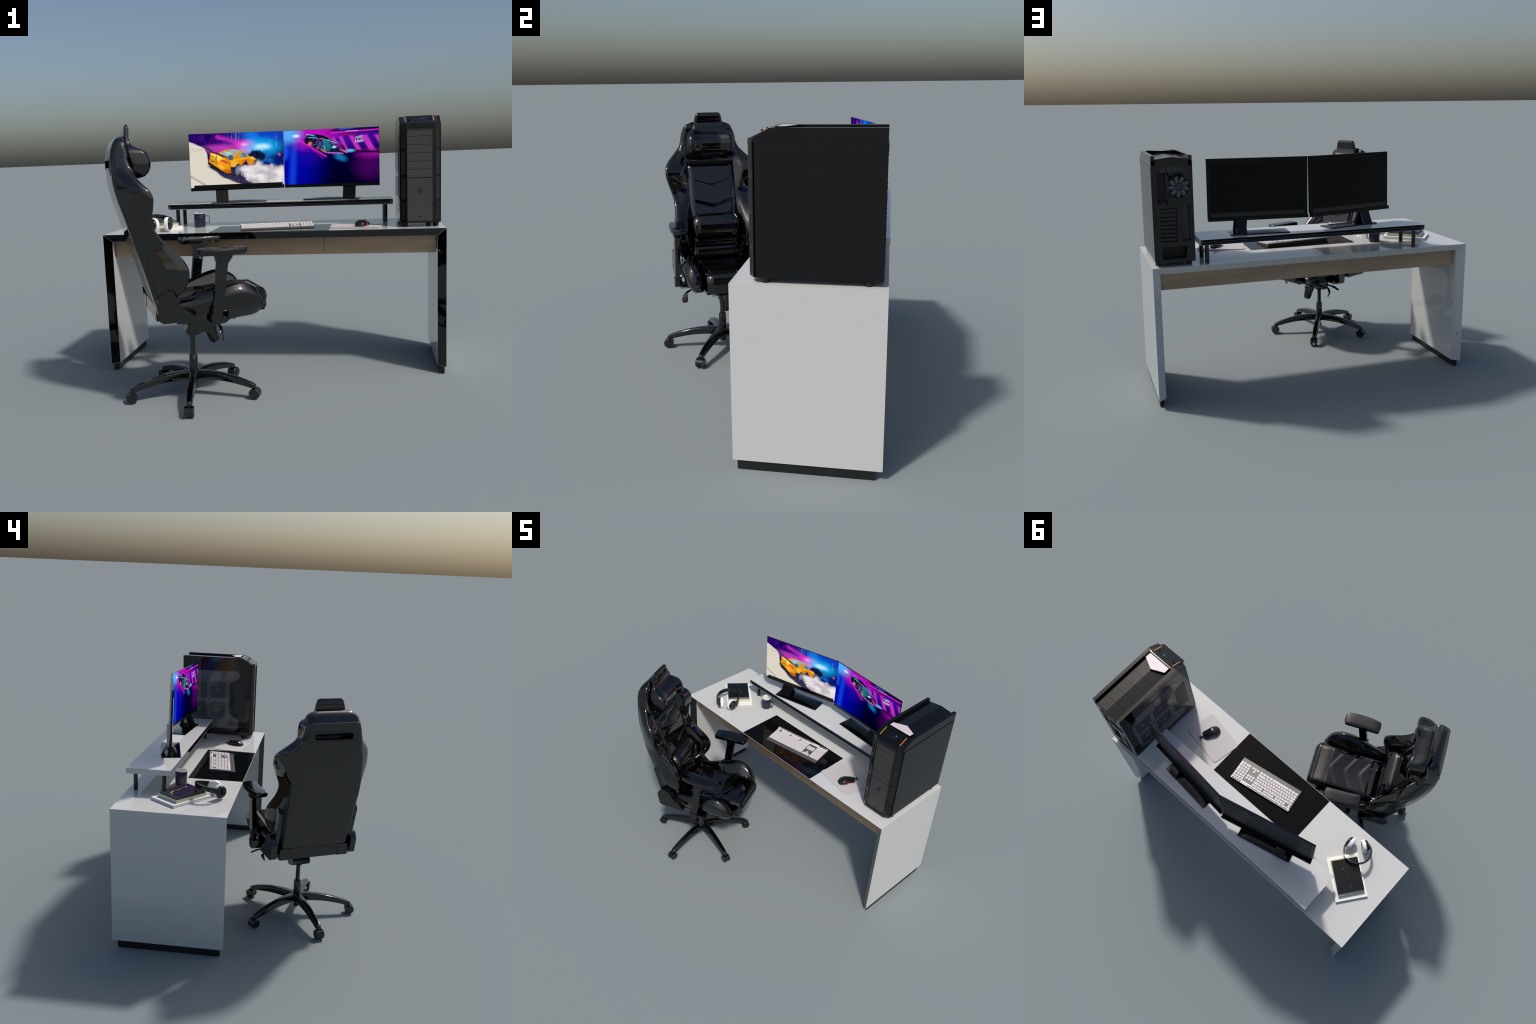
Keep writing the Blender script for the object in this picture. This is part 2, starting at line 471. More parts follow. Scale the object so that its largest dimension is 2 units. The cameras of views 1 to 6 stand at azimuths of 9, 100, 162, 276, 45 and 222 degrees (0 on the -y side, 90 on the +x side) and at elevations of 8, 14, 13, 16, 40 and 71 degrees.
def screen_orange():
    m = Painter('screen_picture_orange_car', SW, SH)
    n1 = m.n(6, 6, 1.0); n2 = m.n(16, 16, 2.0); n3 = m.n(5, 5, 3.0)
    m.lay((30, 4, 104), m.u * 0 + 1.0)
    m.lay((8, 2, 44), m.n(12, 5, 5.0).sm(0.40, 0.62) * 0.85)          # dark building columns
    m.lay((64, 12, 128), m.ell(0.30, 0.92, 0.45, 0.20, 1.6) * m.n(16, 7, 6.0).sm(0.4, 0.6))
    m.lay((8, 70, 205), m.ell(0.82, 0.86, 0.55, 0.34, 1.5) * (n1 * 0.6 + 0.6))
    m.lay((20, 120, 225), m.ell(0.66, 0.92, 0.12, 0.16, 1.5) * 0.9)
    m.lay((4, 24, 110), m.ell(0.92, 0.52, 0.40, 0.28, 1.2))
    for ux, h in ((0.455, .95), (0.53, .9), (0.93, .82), (0.86, .74)):
        m.lay((235, 110, 70), m.seg((ux, h + .1), (ux - 0.006, h - .12), 0.006, 0.9) * m.n(6, 40, ux).sm(0.45, 0.6) * 0.8)
    m.lay((60, 150, 235), m.seg((0.50, 1.0), (0.495, .86), 0.010, 0.9) * 0.8)
    m.lay((196, 40, 190), m.seg((0.30, 0.93), (0.62, 0.77), 0.035, 0.95) * (n2 * 0.8 + 0.4))
    m.lay((200, 60, 190), m.ell(0.34, 0.71, 0.30, 0.075, 1.5) * (n1 * 0.9 + 0.45))
    m.lay((255, 50, 205), m.ell(0.585, 0.775, 0.16, 0.065, 1.9))
    m.lay((255, 180, 240), m.ell(0.585, 0.775, 0.05, 0.02, 1.9))
    m.lay((225, 130, 215), m.ell(0.60, 0.665, 0.16, 0.05, 1.6) * (n2 * 0.7 + 0.5))
    m.lay((20, 190, 255), m.ell(0.77, 0.72, 0.28, 0.13, 1.7) * (n2 * 0.5 + 0.7))
    m.lay((205, 245, 255), m.ell(0.77, 0.725, 0.12, 0.045, 1.9))
    m.lay((30, 110, 190), m.ell(0.80, 0.50, 0.14, 0.18, 1.5) * m.n(9, 6, 9.0).sm(0.4, 0.62))
    m.lay((235, 60, 160), m.ell(0.955, 0.57, 0.02, 0.03, 0.8, 0.6))
    # second car, dark blue
    m.lay((10, 14, 48), m.poly([(.60, .52), (.72, .41), (.80, .50), (.81, .58), (.74, .66), (.66, .66)], 0.02))
    m.lay((70, 160, 220), m.poly([(.60, .52), (.72, .41), (.80, .50), (.81, .58), (.74, .66), (.66, .66)], 0.02) * m.n(50, 50, 11.0).sm(0.58, 0.68))
    # sunlit road
    wob = (n2 - 0.5) * 0.03
    road = m.poly([(-.2, -.3), (.85, -.3), (.195, .44), (-.2, .9)], 0.012, wob).mx(m.poly([(-.2, .3), (.2, .3), (.185, .62), (.155, .75), (0.0, .862), (-.2, 1.02)], 0.012, wob * 0.4))
    m.lay((222, 214, 198), road)
    m.lay((203, 196, 182), road * m.n(60, 60, 13.0).sm(0.5, 0.62) * 0.6)
    m.lay((150, 145, 145), road * m.seg((-.02, .25), (.17, .03), 0.018, 0.8) * 0.7)
    m.lay((165, 160, 155), road * m.seg((-.02, .72), (.14, .715), 0.004, 0.9) * 0.8)
    m.lay((165, 160, 155), road * m.seg((-.02, .66), (.14, .70), 0.004, 0.9) * 0.6)
    # shadow + smoke
    m.lay((36, 40, 78), m.poly([(.19, .41), (.345, .18), (.54, .04), (.74, .02), (.58, .24), (.45, .33), (.30, .40)], 0.022, (n1 - 0.5) * 0.05))
    m.lay((16, 20, 52), m.seg((.24, .40), (.52, .22), 0.05, 0.9))
    sm1 = m.poly([(.82, -.3), (1.2, -.3), (1.2, .33), (.78, .38), (.57, .38), (.545, .26)], 0.035, (m.n(9, 9, 4.0) - 0.5) * 0.16)
    m.lay((190, 182, 190), sm1)
    m.lay((238, 232, 232), sm1 * m.n(5, 7, 21.0, 5, 0.55).sm(0.36, 0.66))
    m.lay((160, 154, 168), sm1 * m.n(4, 6, 27.0, 4, 0.5).sm(0.52, 0.80) * 0.6)
    m.lay((120, 116, 134), sm1 * m.v.sm(0.16, 0.0) * 0.35)
    m.lay((215, 210, 214), m.ell(0.72, 0.40, 0.06, 0.07, 1.5) * 0.7)
    # orange car: tail, flank and cabin
    tail = m.poly([(.199, .467), (.292, .36), (.368, .26), (.435, .262), (.42, .48), (.307, .60), (.224, .648)], 0.006)
    flank = m.poly([(.42, .262), (.47, .285), (.53, .375), (.655, .387), (.70, .49), (.672, .545), (.60, .57), (.41, .51)], 0.006)
    cabin = m.poly([(.307, .643), (.41, .49), (.60, .52), (.628, .56), (.593, .632), (.536, .676), (.462, .702), (.387, .697)], 0.006)
    nosef = m.ell(0.655, 0.468, 0.085, 0.082, 0.12, -0.25)
    m.lay((222, 134, 10), nosef)
    m.lay((250, 196, 90), nosef * m.ell(0.66, 0.52, 0.05, 0.02, 1.3, -0.4))
    m.lay((232, 150, 16), cabin)
    m.lay((228, 138, 10), flank)
    m.lay((244, 178, 52), flank * m.ell(0.47, 0.43, 0.07, 0.09, 1.3, 0.4))
    m.lay((176, 92, 4), flank * m.ell(0.60, 0.43, 0.07, 0.09, 1.1))
    m.lay((244, 170, 30), flank * m.seg((.44, .49), (.66, .53), 0.014, 0.9))
    m.lay((120, 62, 4), flank * m.seg((.635, .53), (.625, .40), 0.004, 0.6))
    m.lay((236, 156, 16), tail)
    m.lay((252, 214, 84), tail * m.ell(0.30, 0.555, 0.17, 0.045, 1.2, -0.62))
    m.lay((250, 190, 60), tail * m.ell(0.33, 0.38, 0.07, 0.025, 1.3, -0.7))
    m.lay((190, 96, 4), tail * m.ell(0.40, 0.29, 0.10, 0.04, 1.2, -0.2))
    m.lay((48, 40, 44), m.seg((.415, .47), (.435, .27), 0.005, 0.6))
    m.lay((136, 178, 194), m.poly([(.33, .625), (.43, .535), (.495, .585), (.545, .65), (.46, .688), (.39, .682)], 0.006))
    m.lay((188, 206, 208), m.ell(0.41, 0.63, 0.06, 0.03, 1.3, -0.3))
    m.lay((214, 150, 26), m.seg((.455, .63), (.52, .60), 0.014, 0.5))
    m.lay((196, 140, 30), m.seg((.385, .675), (.42, .672), 0.014, 0.5))
    m.lay((224, 140, 14), m.seg((.47, .53), (.545, .65), 0.012, 0.5))
    m.lay((106, 158, 178), m.poly([(.525, .545), (.62, .545), (.60, .605), (.565, .635), (.54, .62)], 0.008))
    m.lay((58, 62, 20), m.ell(0.58, 0.585, 0.05, 0.035, 0.8, -0.35) * m.n(60, 60, 31.0).sm(0.45, 0.56))
    # wing, struts and rear cage
    m.lay((44, 62, 80), m.seg((.15, .765), (.235, .68), 0.022, 0.5) * m.n(30, 30, 71.0).sm(0.36, 0.5))
    m.lay((30, 36, 40), m.seg((.22, .67), (.42, .54), 0.009, 0.4))
    m.lay((60, 92, 112), m.poly([(.405, .505), (.455, .495), (.462, .575), (.42, .60)], 0.006))
    m.lay((34, 40, 52), m.seg((.285, .645), (.275, .42), 0.004, 0.5) + m.seg((.19, .60), (.245, .47), 0.005, 0.5) + m.seg((.19, .60), (.28, .56), 0.004, 0.5) + m.seg((.245, .47), (.285, .56), 0.004, 0.5) + m.seg((.20, .50), (.275, .47), 0.004, 0.5))
    m.lay((214, 40, 14), m.poly([(.315, .485), (.385, .43), (.405, .43), (.405, .475), (.34, .52)], 0.005))
    m.lay((255, 132, 96), m.seg((.325, .495), (.40, .455), 0.006, 0.8))
    m.lay((24, 22, 34), m.seg((.20, .45), (.29, .345), 0.020, 0.6) + m.seg((.29, .345), (.38, .245), 0.012, 0.7))
    # wheels
    m.lay((46, 50, 66), m.ell(0.505, 0.325, 0.058, 0.105, 0.25, -0.25))
    m.lay((118, 126, 146), m.ell(0.508, 0.305, 0.044, 0.085, 0.9, -0.25))
    m.lay((30, 32, 46), m.ell(0.690, 0.425, 0.030, 0.062, 0.4, -0.35))
    m.lay((228, 222, 224), m.ell(0.60, 0.335, 0.13, 0.05, 1.2) * m.n(8, 9, 81.0, 5).sm(0.30, 0.58))
    m.lay((226, 220, 222), m.ell(0.72, 0.385, 0.09, 0.055, 1.3) * m.n(8, 9, 83.0, 5).sm(0.28, 0.56))
    # sparks
    m.lay((255, 150, 60), m.ell(0.47, 0.20, 0.30, 0.10, 1.3, -0.60) * m.n(85, 85, 41.0, 2).sm(0.62, 0.68))
    return m.done()

def screen_neon():
    m = Painter('screen_picture_neon_car', SW + .003, SH)
    n1 = m.n(5, 5, 51.0); n2 = m.n(18, 18, 52.0)
    m.lay((2, 0, 72), m.u * 0 + 1.0)
    m.lay((0, 0, 34), m.ell(0.75, 0.10, 0.9, 0.40, 1.5))
    m.lay((60, 8, 150), m.ell(0.20, 0.62, 0.30, 0.22, 1.6) * 0.8)
    m.lay((0, 6, 170), m.ell(0.0, 0.35, 0.55, 0.60, 1.5))
    m.lay((16, 62, 215), m.seg((0.115, 0.85), (0.08, -0.1), 0.055, 0.95) * 0.9)
    m.lay((30, 90, 235), m.seg((0.02, 0.95), (0.0, 0.55), 0.07, 0.95) * 0.8)
    m.lay((66, 14, 150), m.ell(0.62, 0.86, 0.85, 0.20, 1.5))
    m.lay((190, 14, 190), m.ell(0.33, 0.93, 0.40, 0.13, 1.5))
    m.lay((150, 20, 190), m.ell(0.22, 0.80, 0.16, 0.14, 1.5))
    m.lay((90, 170, 250), m.ell(0.05, 0.93, 0.20, 0.14, 1.5))
    m.lay((215, 240, 255), m.ell(0.135, 0.895, 0.055, 0.025, 1.6))
    # ceiling streaks
    m.lay((10, 2, 52), m.poly([(.48, .93), (1.1, .93), (1.1, 1.1), (.62, 1.1)], 0.05) * 0.85)
    m.lay((40, 90, 210), m.seg((.60, .985), (.74, 1.0), 0.012, 0.9))
    m.lay((210, 40, 190), m.seg((.50, .925), (1.02, .955), 0.011, 0.9))
    m.lay((240, 190, 245), m.seg((.66, .945), (.78, .95), 0.004, 0.9))
    m.lay((150, 10, 60), m.seg((.62, .885), (.76, .885), 0.012, 0.9))
    # glowing wall bars
    for x0, x1, w, t, b in ((.485, .51, .018, .84, .70), (.53, .565, .022, .85, .66), (.60, .66, .032, .855, .62), (.71, .79, .045, .86, .60), (.84, .95, .06, .865, .52), (.985, 1.10, .07, .86, .50)):
        m.lay((192, 48, 190), m.poly([(x1 - w * .5, b), (x1 + w * .6, b - .01), (x0 + w * .6, t), (x0 - w * .5, t)], 0.02) * (n1 * 0.4 + 0.75))
    m.lay((150, 16, 150), m.ell(0.92, 0.52, 0.22, 0.08, 1.5) * 0.8)
    m.lay((84, 8, 110), m.ell(0.90, 0.30, 0.24, 0.20, 1.5) * 0.55)
    m.lay((30, 4, 60), m.seg((.70, .58), (1.02, .55), 0.02, 0.9))
    # kerb line left of the car
    m.lay((226, 40, 180), m.seg((.145, .845), (.45, .50), 0.011, 0.9))
    m.lay((150, 16, 150), m.seg((.30, .64), (.42, .47), 0.008, 0.9))
    # neon car
    car = m.poly([(.225, .79), (.37, .63), (.44, .565), (.59, .52), (.66, .545), (.645, .68), (.52, .81), (.42, .885), (.35, .915), (.25, .90)], 0.008)
    m.lay((18, 20, 62), car)
    m.lay((24, 112, 132), car * m.ell(0.45, 0.71, 0.11, 0.10, 1.2, -0.5))
    m.lay((128, 24, 140), car * m.ell(0.56, 0.73, 0.12, 0.05, 1.2, -0.6))
    m.lay((60, 170, 205), car * m.n(15, 24, 61.0).sm(0.55, 0.66) * 0.75)
    m.lay((14, 8, 50), car * m.n(13, 17, 62.0).sm(0.50, 0.62) * 0.75)
    m.lay((120, 225, 240), car * (m.seg((.40, .84), (.56, .735), 0.005, 0.8) + m.seg((.27, .86), (.36, .84), 0.005, 0.8) + m.seg((.44, .60), (.43, .70), 0.004, 0.8)))
    m.lay((225, 120, 225), car * (m.seg((.43, .875), (.63, .71), 0.006, 0.8) + m.seg((.45, .575), (.63, .545), 0.005, 0.8)))
    m.lay((8, 8, 30), car * m.ell(0.42, 0.86, 0.14, 0.03, 0.8, -0.35))
    m.lay((200, 40, 150), m.ell(0.385, 0.745, 0.062, 0.092, 0.25, -0.15))
    m.lay((10, 14, 50), m.ell(0.385, 0.735, 0.055, 0.085, 0.25, -0.15))
    m.lay((52, 120, 190), m.ell(0.385, 0.73, 0.035, 0.055, 0.5, -0.15) * m.n(60, 60, 63.0).sm(0.42, 0.56))
    m.lay((10, 12, 40), m.ell(0.245, 0.80, 0.035, 0.06, 0.4))
    m.lay((240, 130, 40), m.ell(0.285, 0.745, 0.030, 0.03, 1.4))
    m.lay((240, 120, 30), m.seg((.36, .665), (.44, .585), 0.013, 0.9) * n2.sm(0.4, 0.6))
    m.lay((160, 240, 255), m.ell(0.535, 0.665, 0.034, 0.020, 1.2))
    m.lay((230, 60, 150), m.seg((.60, .62), (.665, .56), 0.014, 0.8))
    m.lay((180, 40, 160), m.seg((.47, .555), (.61, .53), 0.006, 0.8))
    m.lay((90, 210, 230), m.seg((.25, .92), (.33, .885), 0.006, 0.7))
    m.lay((110, 190, 250), m.ell(0.70, 0.59, 0.07, 0.025, 1.6) * 0.9)
    m.lay((18, 120, 190), m.ell(0.60, 0.475, 0.10, 0.05, 1.6, -0.4) * 0.9)
    return m.done()

# =====================================================================
# DESK  (waterfall frame with inward chamfered edges)
# =====================================================================
desk = thing('desk', 'white gloss waterfall desk with black chamfered front and oak drawers', 'desk')
XO, XI = 0.9985, 0.953
YF, YFI, YB, YBI = 0.0525, 0.0875, 0.695, 0.656
ZT, ZI, ZB = 0.842, 0.797, 0.045
hexa('table_top', [(-XO, YF, ZT), (XO, YF, ZT), (XO, YB, ZT), (-XO, YB, ZT)],
     [(-XI, YFI, ZI), (XI, YFI, ZI), (XI, YBI, ZI), (-XI, YBI, ZI)], WHITE_LACQ, desk, 0.0006)
for s in (-1, 1):
    hexa('side_panel', [(s * XO, YF, ZB), (s * XO, YF, ZT), (s * XO, YB, ZT), (s * XO, YB, ZB)],
         [(s * XI, YFI, ZB), (s * XI, YFI, ZI), (s * XI, YBI, ZI), (s * XI, YBI, ZB)], WHITE_LACQ, desk, 0.0006)
    q = [(s * XO, YF, ZB), (s * XI, YFI, ZB), (s * XI, YFI, ZI), (s * XO, YF, ZT)]
    trim_plate('front_edge_trim', q if s > 0 else q[::-1], 0.0013, -0.0006 if False else 0.0006, TRIM_BLACK, desk) if False else None
    # plinth foot
    pi, po = 0.9655, 0.9905
    ring = [(s * po, 0.072), (s * po, 0.666), (s * pi, 0.640), (s * pi, 0.098)]
    prism('plinth', ring, 'z', 0.0, ZB - 0.0008, PLINTH, desk, 0.0006)

def front_trim(quad):
    """black lacquer facet on the front chamfer, thin white edge left round it"""
    p = [Vector(v) for v in quad]
    n = (p[1] - p[0]).cross(p[2] - p[0])
    if n.y > 0:
        p = p[::-1]
    trim_plate('front_edge_trim', p, 0.0014, 0.0006, TRIM_BLACK, desk)
front_trim([(-XO, YF, ZT), (-XI, YFI, ZI), (XI, YFI, ZI), (XO, YF, ZT)])
for s in (-1, 1):
    front_trim([(s * XO, YF, ZB), (s * XI, YFI, ZB), (s * XI, YFI, ZI), (s * XO, YF, ZT)])

# drawers and rear apron
box('drawer_box', -0.944, 0.944, 0.146, 0.606, 0.702, 0.7965, WOOD, desk, 0.001)
ds = 0.3155
for a, b in ((-0.9485, -ds - .0012), (-ds + .0012, ds - .0012), (ds + .0012, 0.9485)):
    box('drawer_front', a, b, 0.126, 0.145, 0.6965, 0.7965, WOOD, desk, 0.0008)
box('rear_apron', -0.950, 0.950, 0.608, 0.626, 0.6965, 0.7965, WOOD, desk, 0.0008)
cyl('dark_spot', (-0.975, 0.6765, 0.232), 0.0035, 0.004, PLINTH, desk, axis=(0, 1, 0), n=10)

# =====================================================================
# MONITOR RISER
# =====================================================================
riser = thing('monitor_riser', 'white shelf on four dark posts with black grooved edges', 'shelf')
rx0, rx1, ry0, ry1, rz0, rz1 = -0.6945, 0.7245, 0.4295, 0.6950, 0.9545, 0.9865
zc = (rz0 + rz1) / 2; gd, gx = 0.013, 0.0165
bm = bmesh.new()
V = lambda *p: bm.verts.new(p)
ft = [V(rx0, ry0, rz1), V(rx1, ry0, rz1)]; fb = [V(rx0, ry0, rz0), V(rx1, ry0, rz0)]
bt = [V(rx0, ry1, rz1), V(rx1, ry1, rz1)]; bb = [V(rx0, ry1, rz0), V(rx1, ry1, rz0)]
fg = [V(rx0 + gx, ry0 + gd, zc), V(rx1 - gx, ry0 + gd, zc)]
bg = [V(rx0 + gx, ry1 - gd, zc), V(rx1 - gx, ry1 - gd, zc)]
for f in ((ft[0], ft[1], bt[1], bt[0]), (fb[0], fb[1], bb[1], bb[0]), (ft[0], fb[0], bb[0], bt[0]), (ft[1], fb[1], bb[1], bt[1]),
          (ft[0], ft[1], fg[1], fg[0]), (fb[0], fb[1], fg[1], fg[0]), (ft[0], fb[0], fg[0]), (ft[1], fb[1], fg[1]),
          (bt[0], bt[1], bg[1], bg[0]), (bb[0], bb[1], bg[1], bg[0]), (bt[0], bb[0], bg[0]), (bt[1], bb[1], bg[1])):
    bm.faces.new(f)
obj_from_bm('shelf_board', bm, WHITE_LACQ, riser)
for y, g, sg in ((ry0, ry0 + gd, -1), (ry1, ry1 - gd, 1)):
    A, B, C, D = (rx0, y, rz1), (rx1, y, rz1), (rx0, y, rz0), (rx1, y, rz0)
    G0, G1 = (rx0 + gx, g, zc), (rx1 - gx, g, zc)
    for pts in ([A, B, G1, G0], [C, D, G1, G0], [A, C, G0], [B, D, G1]):
        p = [Vector(v) for v in pts]
        if (p[1] - p[0]).cross(p[2] - p[0]).y * sg < 0:
            p = p[::-1]
        trim_plate('shelf_edge_trim', p, 0.0010, 0.0005, TRIM_BLACK, riser, 0.0012)
for x, y in ((-0.644, 0.480), (-0.644, 0.651), (0.680, 0.485), (0.680, 0.652)):
    cyl('shelf_post', (x, y, (0.8425 + rz0) / 2), 0.0125, rz0 - 0.8425 - 0.0004, CHROME_BLACK, riser, n=28)

# =====================================================================
# DESK MAT, MOUSE PAD
# =====================================================================
desk_mat = box('desk_mat', -0.349, 0.349, 0.0545, 0.400, 0.8425, 0.8438, MAT_BLACK, None, 0.0003)
desk_mat["label"] = 'glossy black rectangular desk mat at the desk edge'; desk_mat["category"] = 'desk mat'

def rounded_rect(w, h, r, n=6):
    out = []
    for cx, cy, a0 in ((w/2 - r, h/2 - r, 0), (-w/2 + r, h/2 - r, 90), (-w/2 + r, -h/2 + r, 180), (w/2 - r, -h/2 + r, 270)):
        for k in range(n + 1):
            a = math.radians(a0 + 90 * k / n)
            out.append((cx + r * math.cos(a), cy + r * math.sin(a)))
    return out
mouse_pad = prism('mouse_pad', rounded_rect(0.298, 0.203, 0.020), 'z', 0.0, 0.0022, PAD_GREY, None, 0.0005)
mouse_pad.location = (0.507, 0.2415, 0.8440); mouse_pad.rotation_euler = (0, 0, math.radians(-9.9))
mouse_pad["label"] = 'pale grey rounded fabric mouse pad'; mouse_pad["category"] = 'mouse pad'

# =====================================================================
# MONITORS
# =====================================================================
SCREEN_A = screen_orange(); SCREEN_B = screen_neon()
def monitor(label, centre, ang, pic, floating, post_dx, base_dx):
    """local frame: x along the screen, -y towards the viewer, z up; origin on the shelf"""
    m = thing('monitor', label, 'monitor', (centre[0], centre[1], rz1), ang)
    Z = lambda z: z - rz1
    W = 0.604
    # rear housing, thin at the top and deeper below
    prof = [(0.004, Z(1.0845)), (0.004, Z(1.4275)), (0.0085, Z(1.4275)), (0.0095, Z(1.40)), (0.0108, Z(1.10)), (0.0108, Z(1.0845))]
    prism('rear_housing', prof, 'x', -W / 2 + 0.0015, W / 2 - 0.0015, MON_BLACK, m, 0.0012)
    prism('rear_cover', [(0.006, Z(1.405)), (0.0100, Z(1.405)), (0.0118, Z(1.118)), (0.007, Z(1.118))], 'x', -W/2 + 0.018, W/2 - 0.018, MON_REAR, m, 0.0006)
    # bottom rail, deeper than the panel above it
    by = 0.027
    box('rear_lower_bar', -W/2 + 0.020, W/2 - 0.020, 0.008, 0.0150, Z(1.088), Z(1.112), STAND_BLACK, m, 0.002)
    box('bottom_rail', -W/2 + 0.0005, W/2 - 0.0005, 0.0105, by, Z(1.0665), Z(1.0865), MON_BLACK, m, 0.002)
    # screen panel
    zb = 1.0895 if floating else 1.0845
    box('screen_panel', -W/2, W/2, -0.0005, 0.0045, Z(zb), Z(1.4285), MON_BLACK, m, 0.0006)
    w2 = SW / 2 - (0.0 if floating else 0.0005)
    scr = box('screen_picture', -w2, w2, -0.0008, 0.0008, -SH / 2 + (zb - 1.0845) / 2, SH / 2 - 0.0008, pic, m)
    scr.location = (0, -0.0012, Z(1.4285) - SH / 2 - 0.0002)
    if floating:
        box('chin_bar', -W/2 + 0.021, W/2 - 0.012, -0.0060, 0.012, Z(1.074), Z(1.1035), MON_BLACK, m, 0.002)
        box('chin_lip', -W/2, W/2, 0.0095, 0.014, Z(1.0665), Z(1.082), MON_BLACK, m, 0.001)
    else:
        box('chin_bar', -W/2, W/2, -0.0005, 0.0060, Z(1.0665), Z(1.0838), MON_BLACK, m, 0.0008)
    # stand: base plate with sloped top, leaning slab post, rear block
    bw, b0, b1 = 0.178, -0.052, 0.070
    base = thing_part = hexa('stand_base', [(base_dx - bw, b0, 0.0006), (base_dx + bw, b0, 0.0006), (base_dx + bw, b1, 0.0006), (base_dx - bw, b1, 0.0006)],
         [(base_dx - bw + .004, b0 + .003, 0.007), (base_dx + bw - .004, b0 + .003, 0.007), (base_dx + bw - .004, b1 - .003, 0.007), (base_dx - bw + .004, b1 - .003, 0.007)], STAND_BLACK, m, 0.001)
    # shallow dished top surface
    nx, ny = 25, 9
    bm2 = bmesh.new(); grid = []
    for j in range(ny):
        row = []
        for i in range(nx):
            u = i / (nx - 1) * 2 - 1; v = j / (ny - 1) * 2 - 1
            h = 0.0068 + 0.0075 * (1 - abs(u) ** 2.2) * (1 - abs(v) ** 2)
            row.append(bm2.verts.new((base_dx + u * (bw - .005), (b0 + b1) / 2 + v * ((b1 - b0) / 2 - .004), h)))
        grid.append(row)
    for j in range(ny - 1):
        for i in range(nx - 1):
            bm2.faces.new((grid[j][i], grid[j][i + 1], grid[j + 1][i + 1], grid[j + 1][i]))
    obj_from_bm('stand_base_top', bm2, STAND_BLACK, m, 180)
    pw = 0.0395
    prism('stand_post', [(-0.034, 0.006), (-0.010, 0.006), (0.030, Z(1.072)), (0.010, Z(1.072))] , 'x', post_dx - pw, post_dx + pw, MON_BLACK, m, 0.002)
    prism('stand_brace', [(0.058, 0.006), (0.072, 0.006), (0.032, Z(1.072)), (0.020, Z(1.072))], 'x', post_dx - pw * .8, post_dx + pw * .8, STAND_BLACK, m, 0.002)
    if floating:      # this display leans back a little towards its foot
        sh = Matrix.Identity(4); sh[1][2] = -0.028
        piv = Matrix.Translation((0, 0, Z(1.35)))
        for o in list(m.children):
            if not o.name.startswith('stand'):
                loc = Matrix.Translation(o.location)
                o.data.transform(loc.inverted() @ piv @ sh @ piv.inverted() @ loc)
    return m
aL = math.atan2(0.145, 0.584); aR = math.atan2(-0.0490, 0.606)
monitor('thin black monitor showing an orange drifting car', (-0.249, 0.5255), aL, SCREEN_A, True, -0.105, 0.0)
mR = monitor('thin black monitor showing a neon car picture', (0.3480, 0.5700), aR, SCREEN_B, False, 0.112, 0.0)

def text_mesh(name, body, size, mat, parent, M, shear=0.0, depth=0.0004):
    cu = bpy.data.curves.new(name, 'FONT')
    cu.body = body; cu.size = size; cu.shear = shear; cu.extrude = depth; cu.offset = 0.0007; cu.align_x = 'CENTER'
    tmp = bpy.data.objects.new(name + '_tmp', cu)
    link(tmp)
    dg = bpy.context.evaluated_depsgraph_get()
    me = bpy.data.meshes.new_from_object(tmp.evaluated_get(dg))
    bpy.data.objects.remove(tmp); bpy.data.curves.remove(cu)
    me.name = name; me.materials.clear(); me.materials.append(mat)
    me.transform(M)
    return link(bpy.data.objects.new(name, me), parent)
face = Matrix.Rotation(math.radians(90), 4, 'X')
def on_screen(u, v):
    return Matrix.Translation(((u - .5) * SW, -0.0024, 1.4285 - rz1 - (1 - v) * SH))
text_mesh('screen_lettering', 'NFS', 0.025, LOGO_WHITE, mR, on_screen(0.790, 0.800) @ face, 0.30)
text_mesh('screen_lettering', 'Heat', 0.028, LOGO_WHITE, mR, on_screen(0.795, 0.735) @ Matrix.Rotation(math.radians(-9), 4, 'Y') @ face, 0.40)

# =====================================================================
# COMPUTER TOWER
# =====================================================================
pc = thing('computer_tower', 'tall black computer tower with smoked side panel and amber strips', 'computer')
cx0, cx1, cy0, cy1, cz0, cz1 = 0.7525, 0.9772, 0.131, 0.6755, 0.8665, 1.4605
fx0, fx1 = 0.788, 0.9415       # flat front between the corner chamfers
# main body, corner chamfers in plan; the front between the corner columns is recessed
def tower_ring(z):
    y0 = 0.1425 if z <= 1.42 else 0.1425 + (z - 1.42) / (1.464 - 1.42) * 0.080
    return [(cx0, cy1, z), (cx1, cy1, z), (cx1, y0 + 0.014, z), (fx1, y0, z), (fx0, y0, z), (cx0, y0 + 0.014, z)]
case_body = loft('case_body', [tower_ring(z) for z in (cz0, 1.42, 1.438)], CASE_BLACK, pc, smooth=20)
for sgn, xa, xb in ((-1, fx0, cx0), (1, fx1, cx1)):
    prism('corner_column', [(xa, cy0), (xb, cy0 + 0.023), (xb, 0.162), (xa - sgn * 0.003, 0.150), (xa - sgn * 0.003, cy0)], 'z', cz0, 1.4205, CASE_BLACK, pc, 0.0008)
box('front_sill', fx0, fx1, cy0 + 0.001, 0.150, cz0, 0.8735, CASE_BLACK, pc, 0.0006)
# side rails on top
RZ = 1.4635
for a, b in ((cx0, cx0 + 0.0205), (cx1 - 0.0205, cx1)):
    prism('top_rail', [(0.1545, 1.4200), (0.2235, RZ), (cy1, RZ), (cy1, 1.410), (0.1545, 1.410)], 'x', a - (0.0004 if a < .8 else -0.0), b + (0.0004 if a > .8 else 0.0), CASE_RAIL, pc, 0.0012, 1, 20)
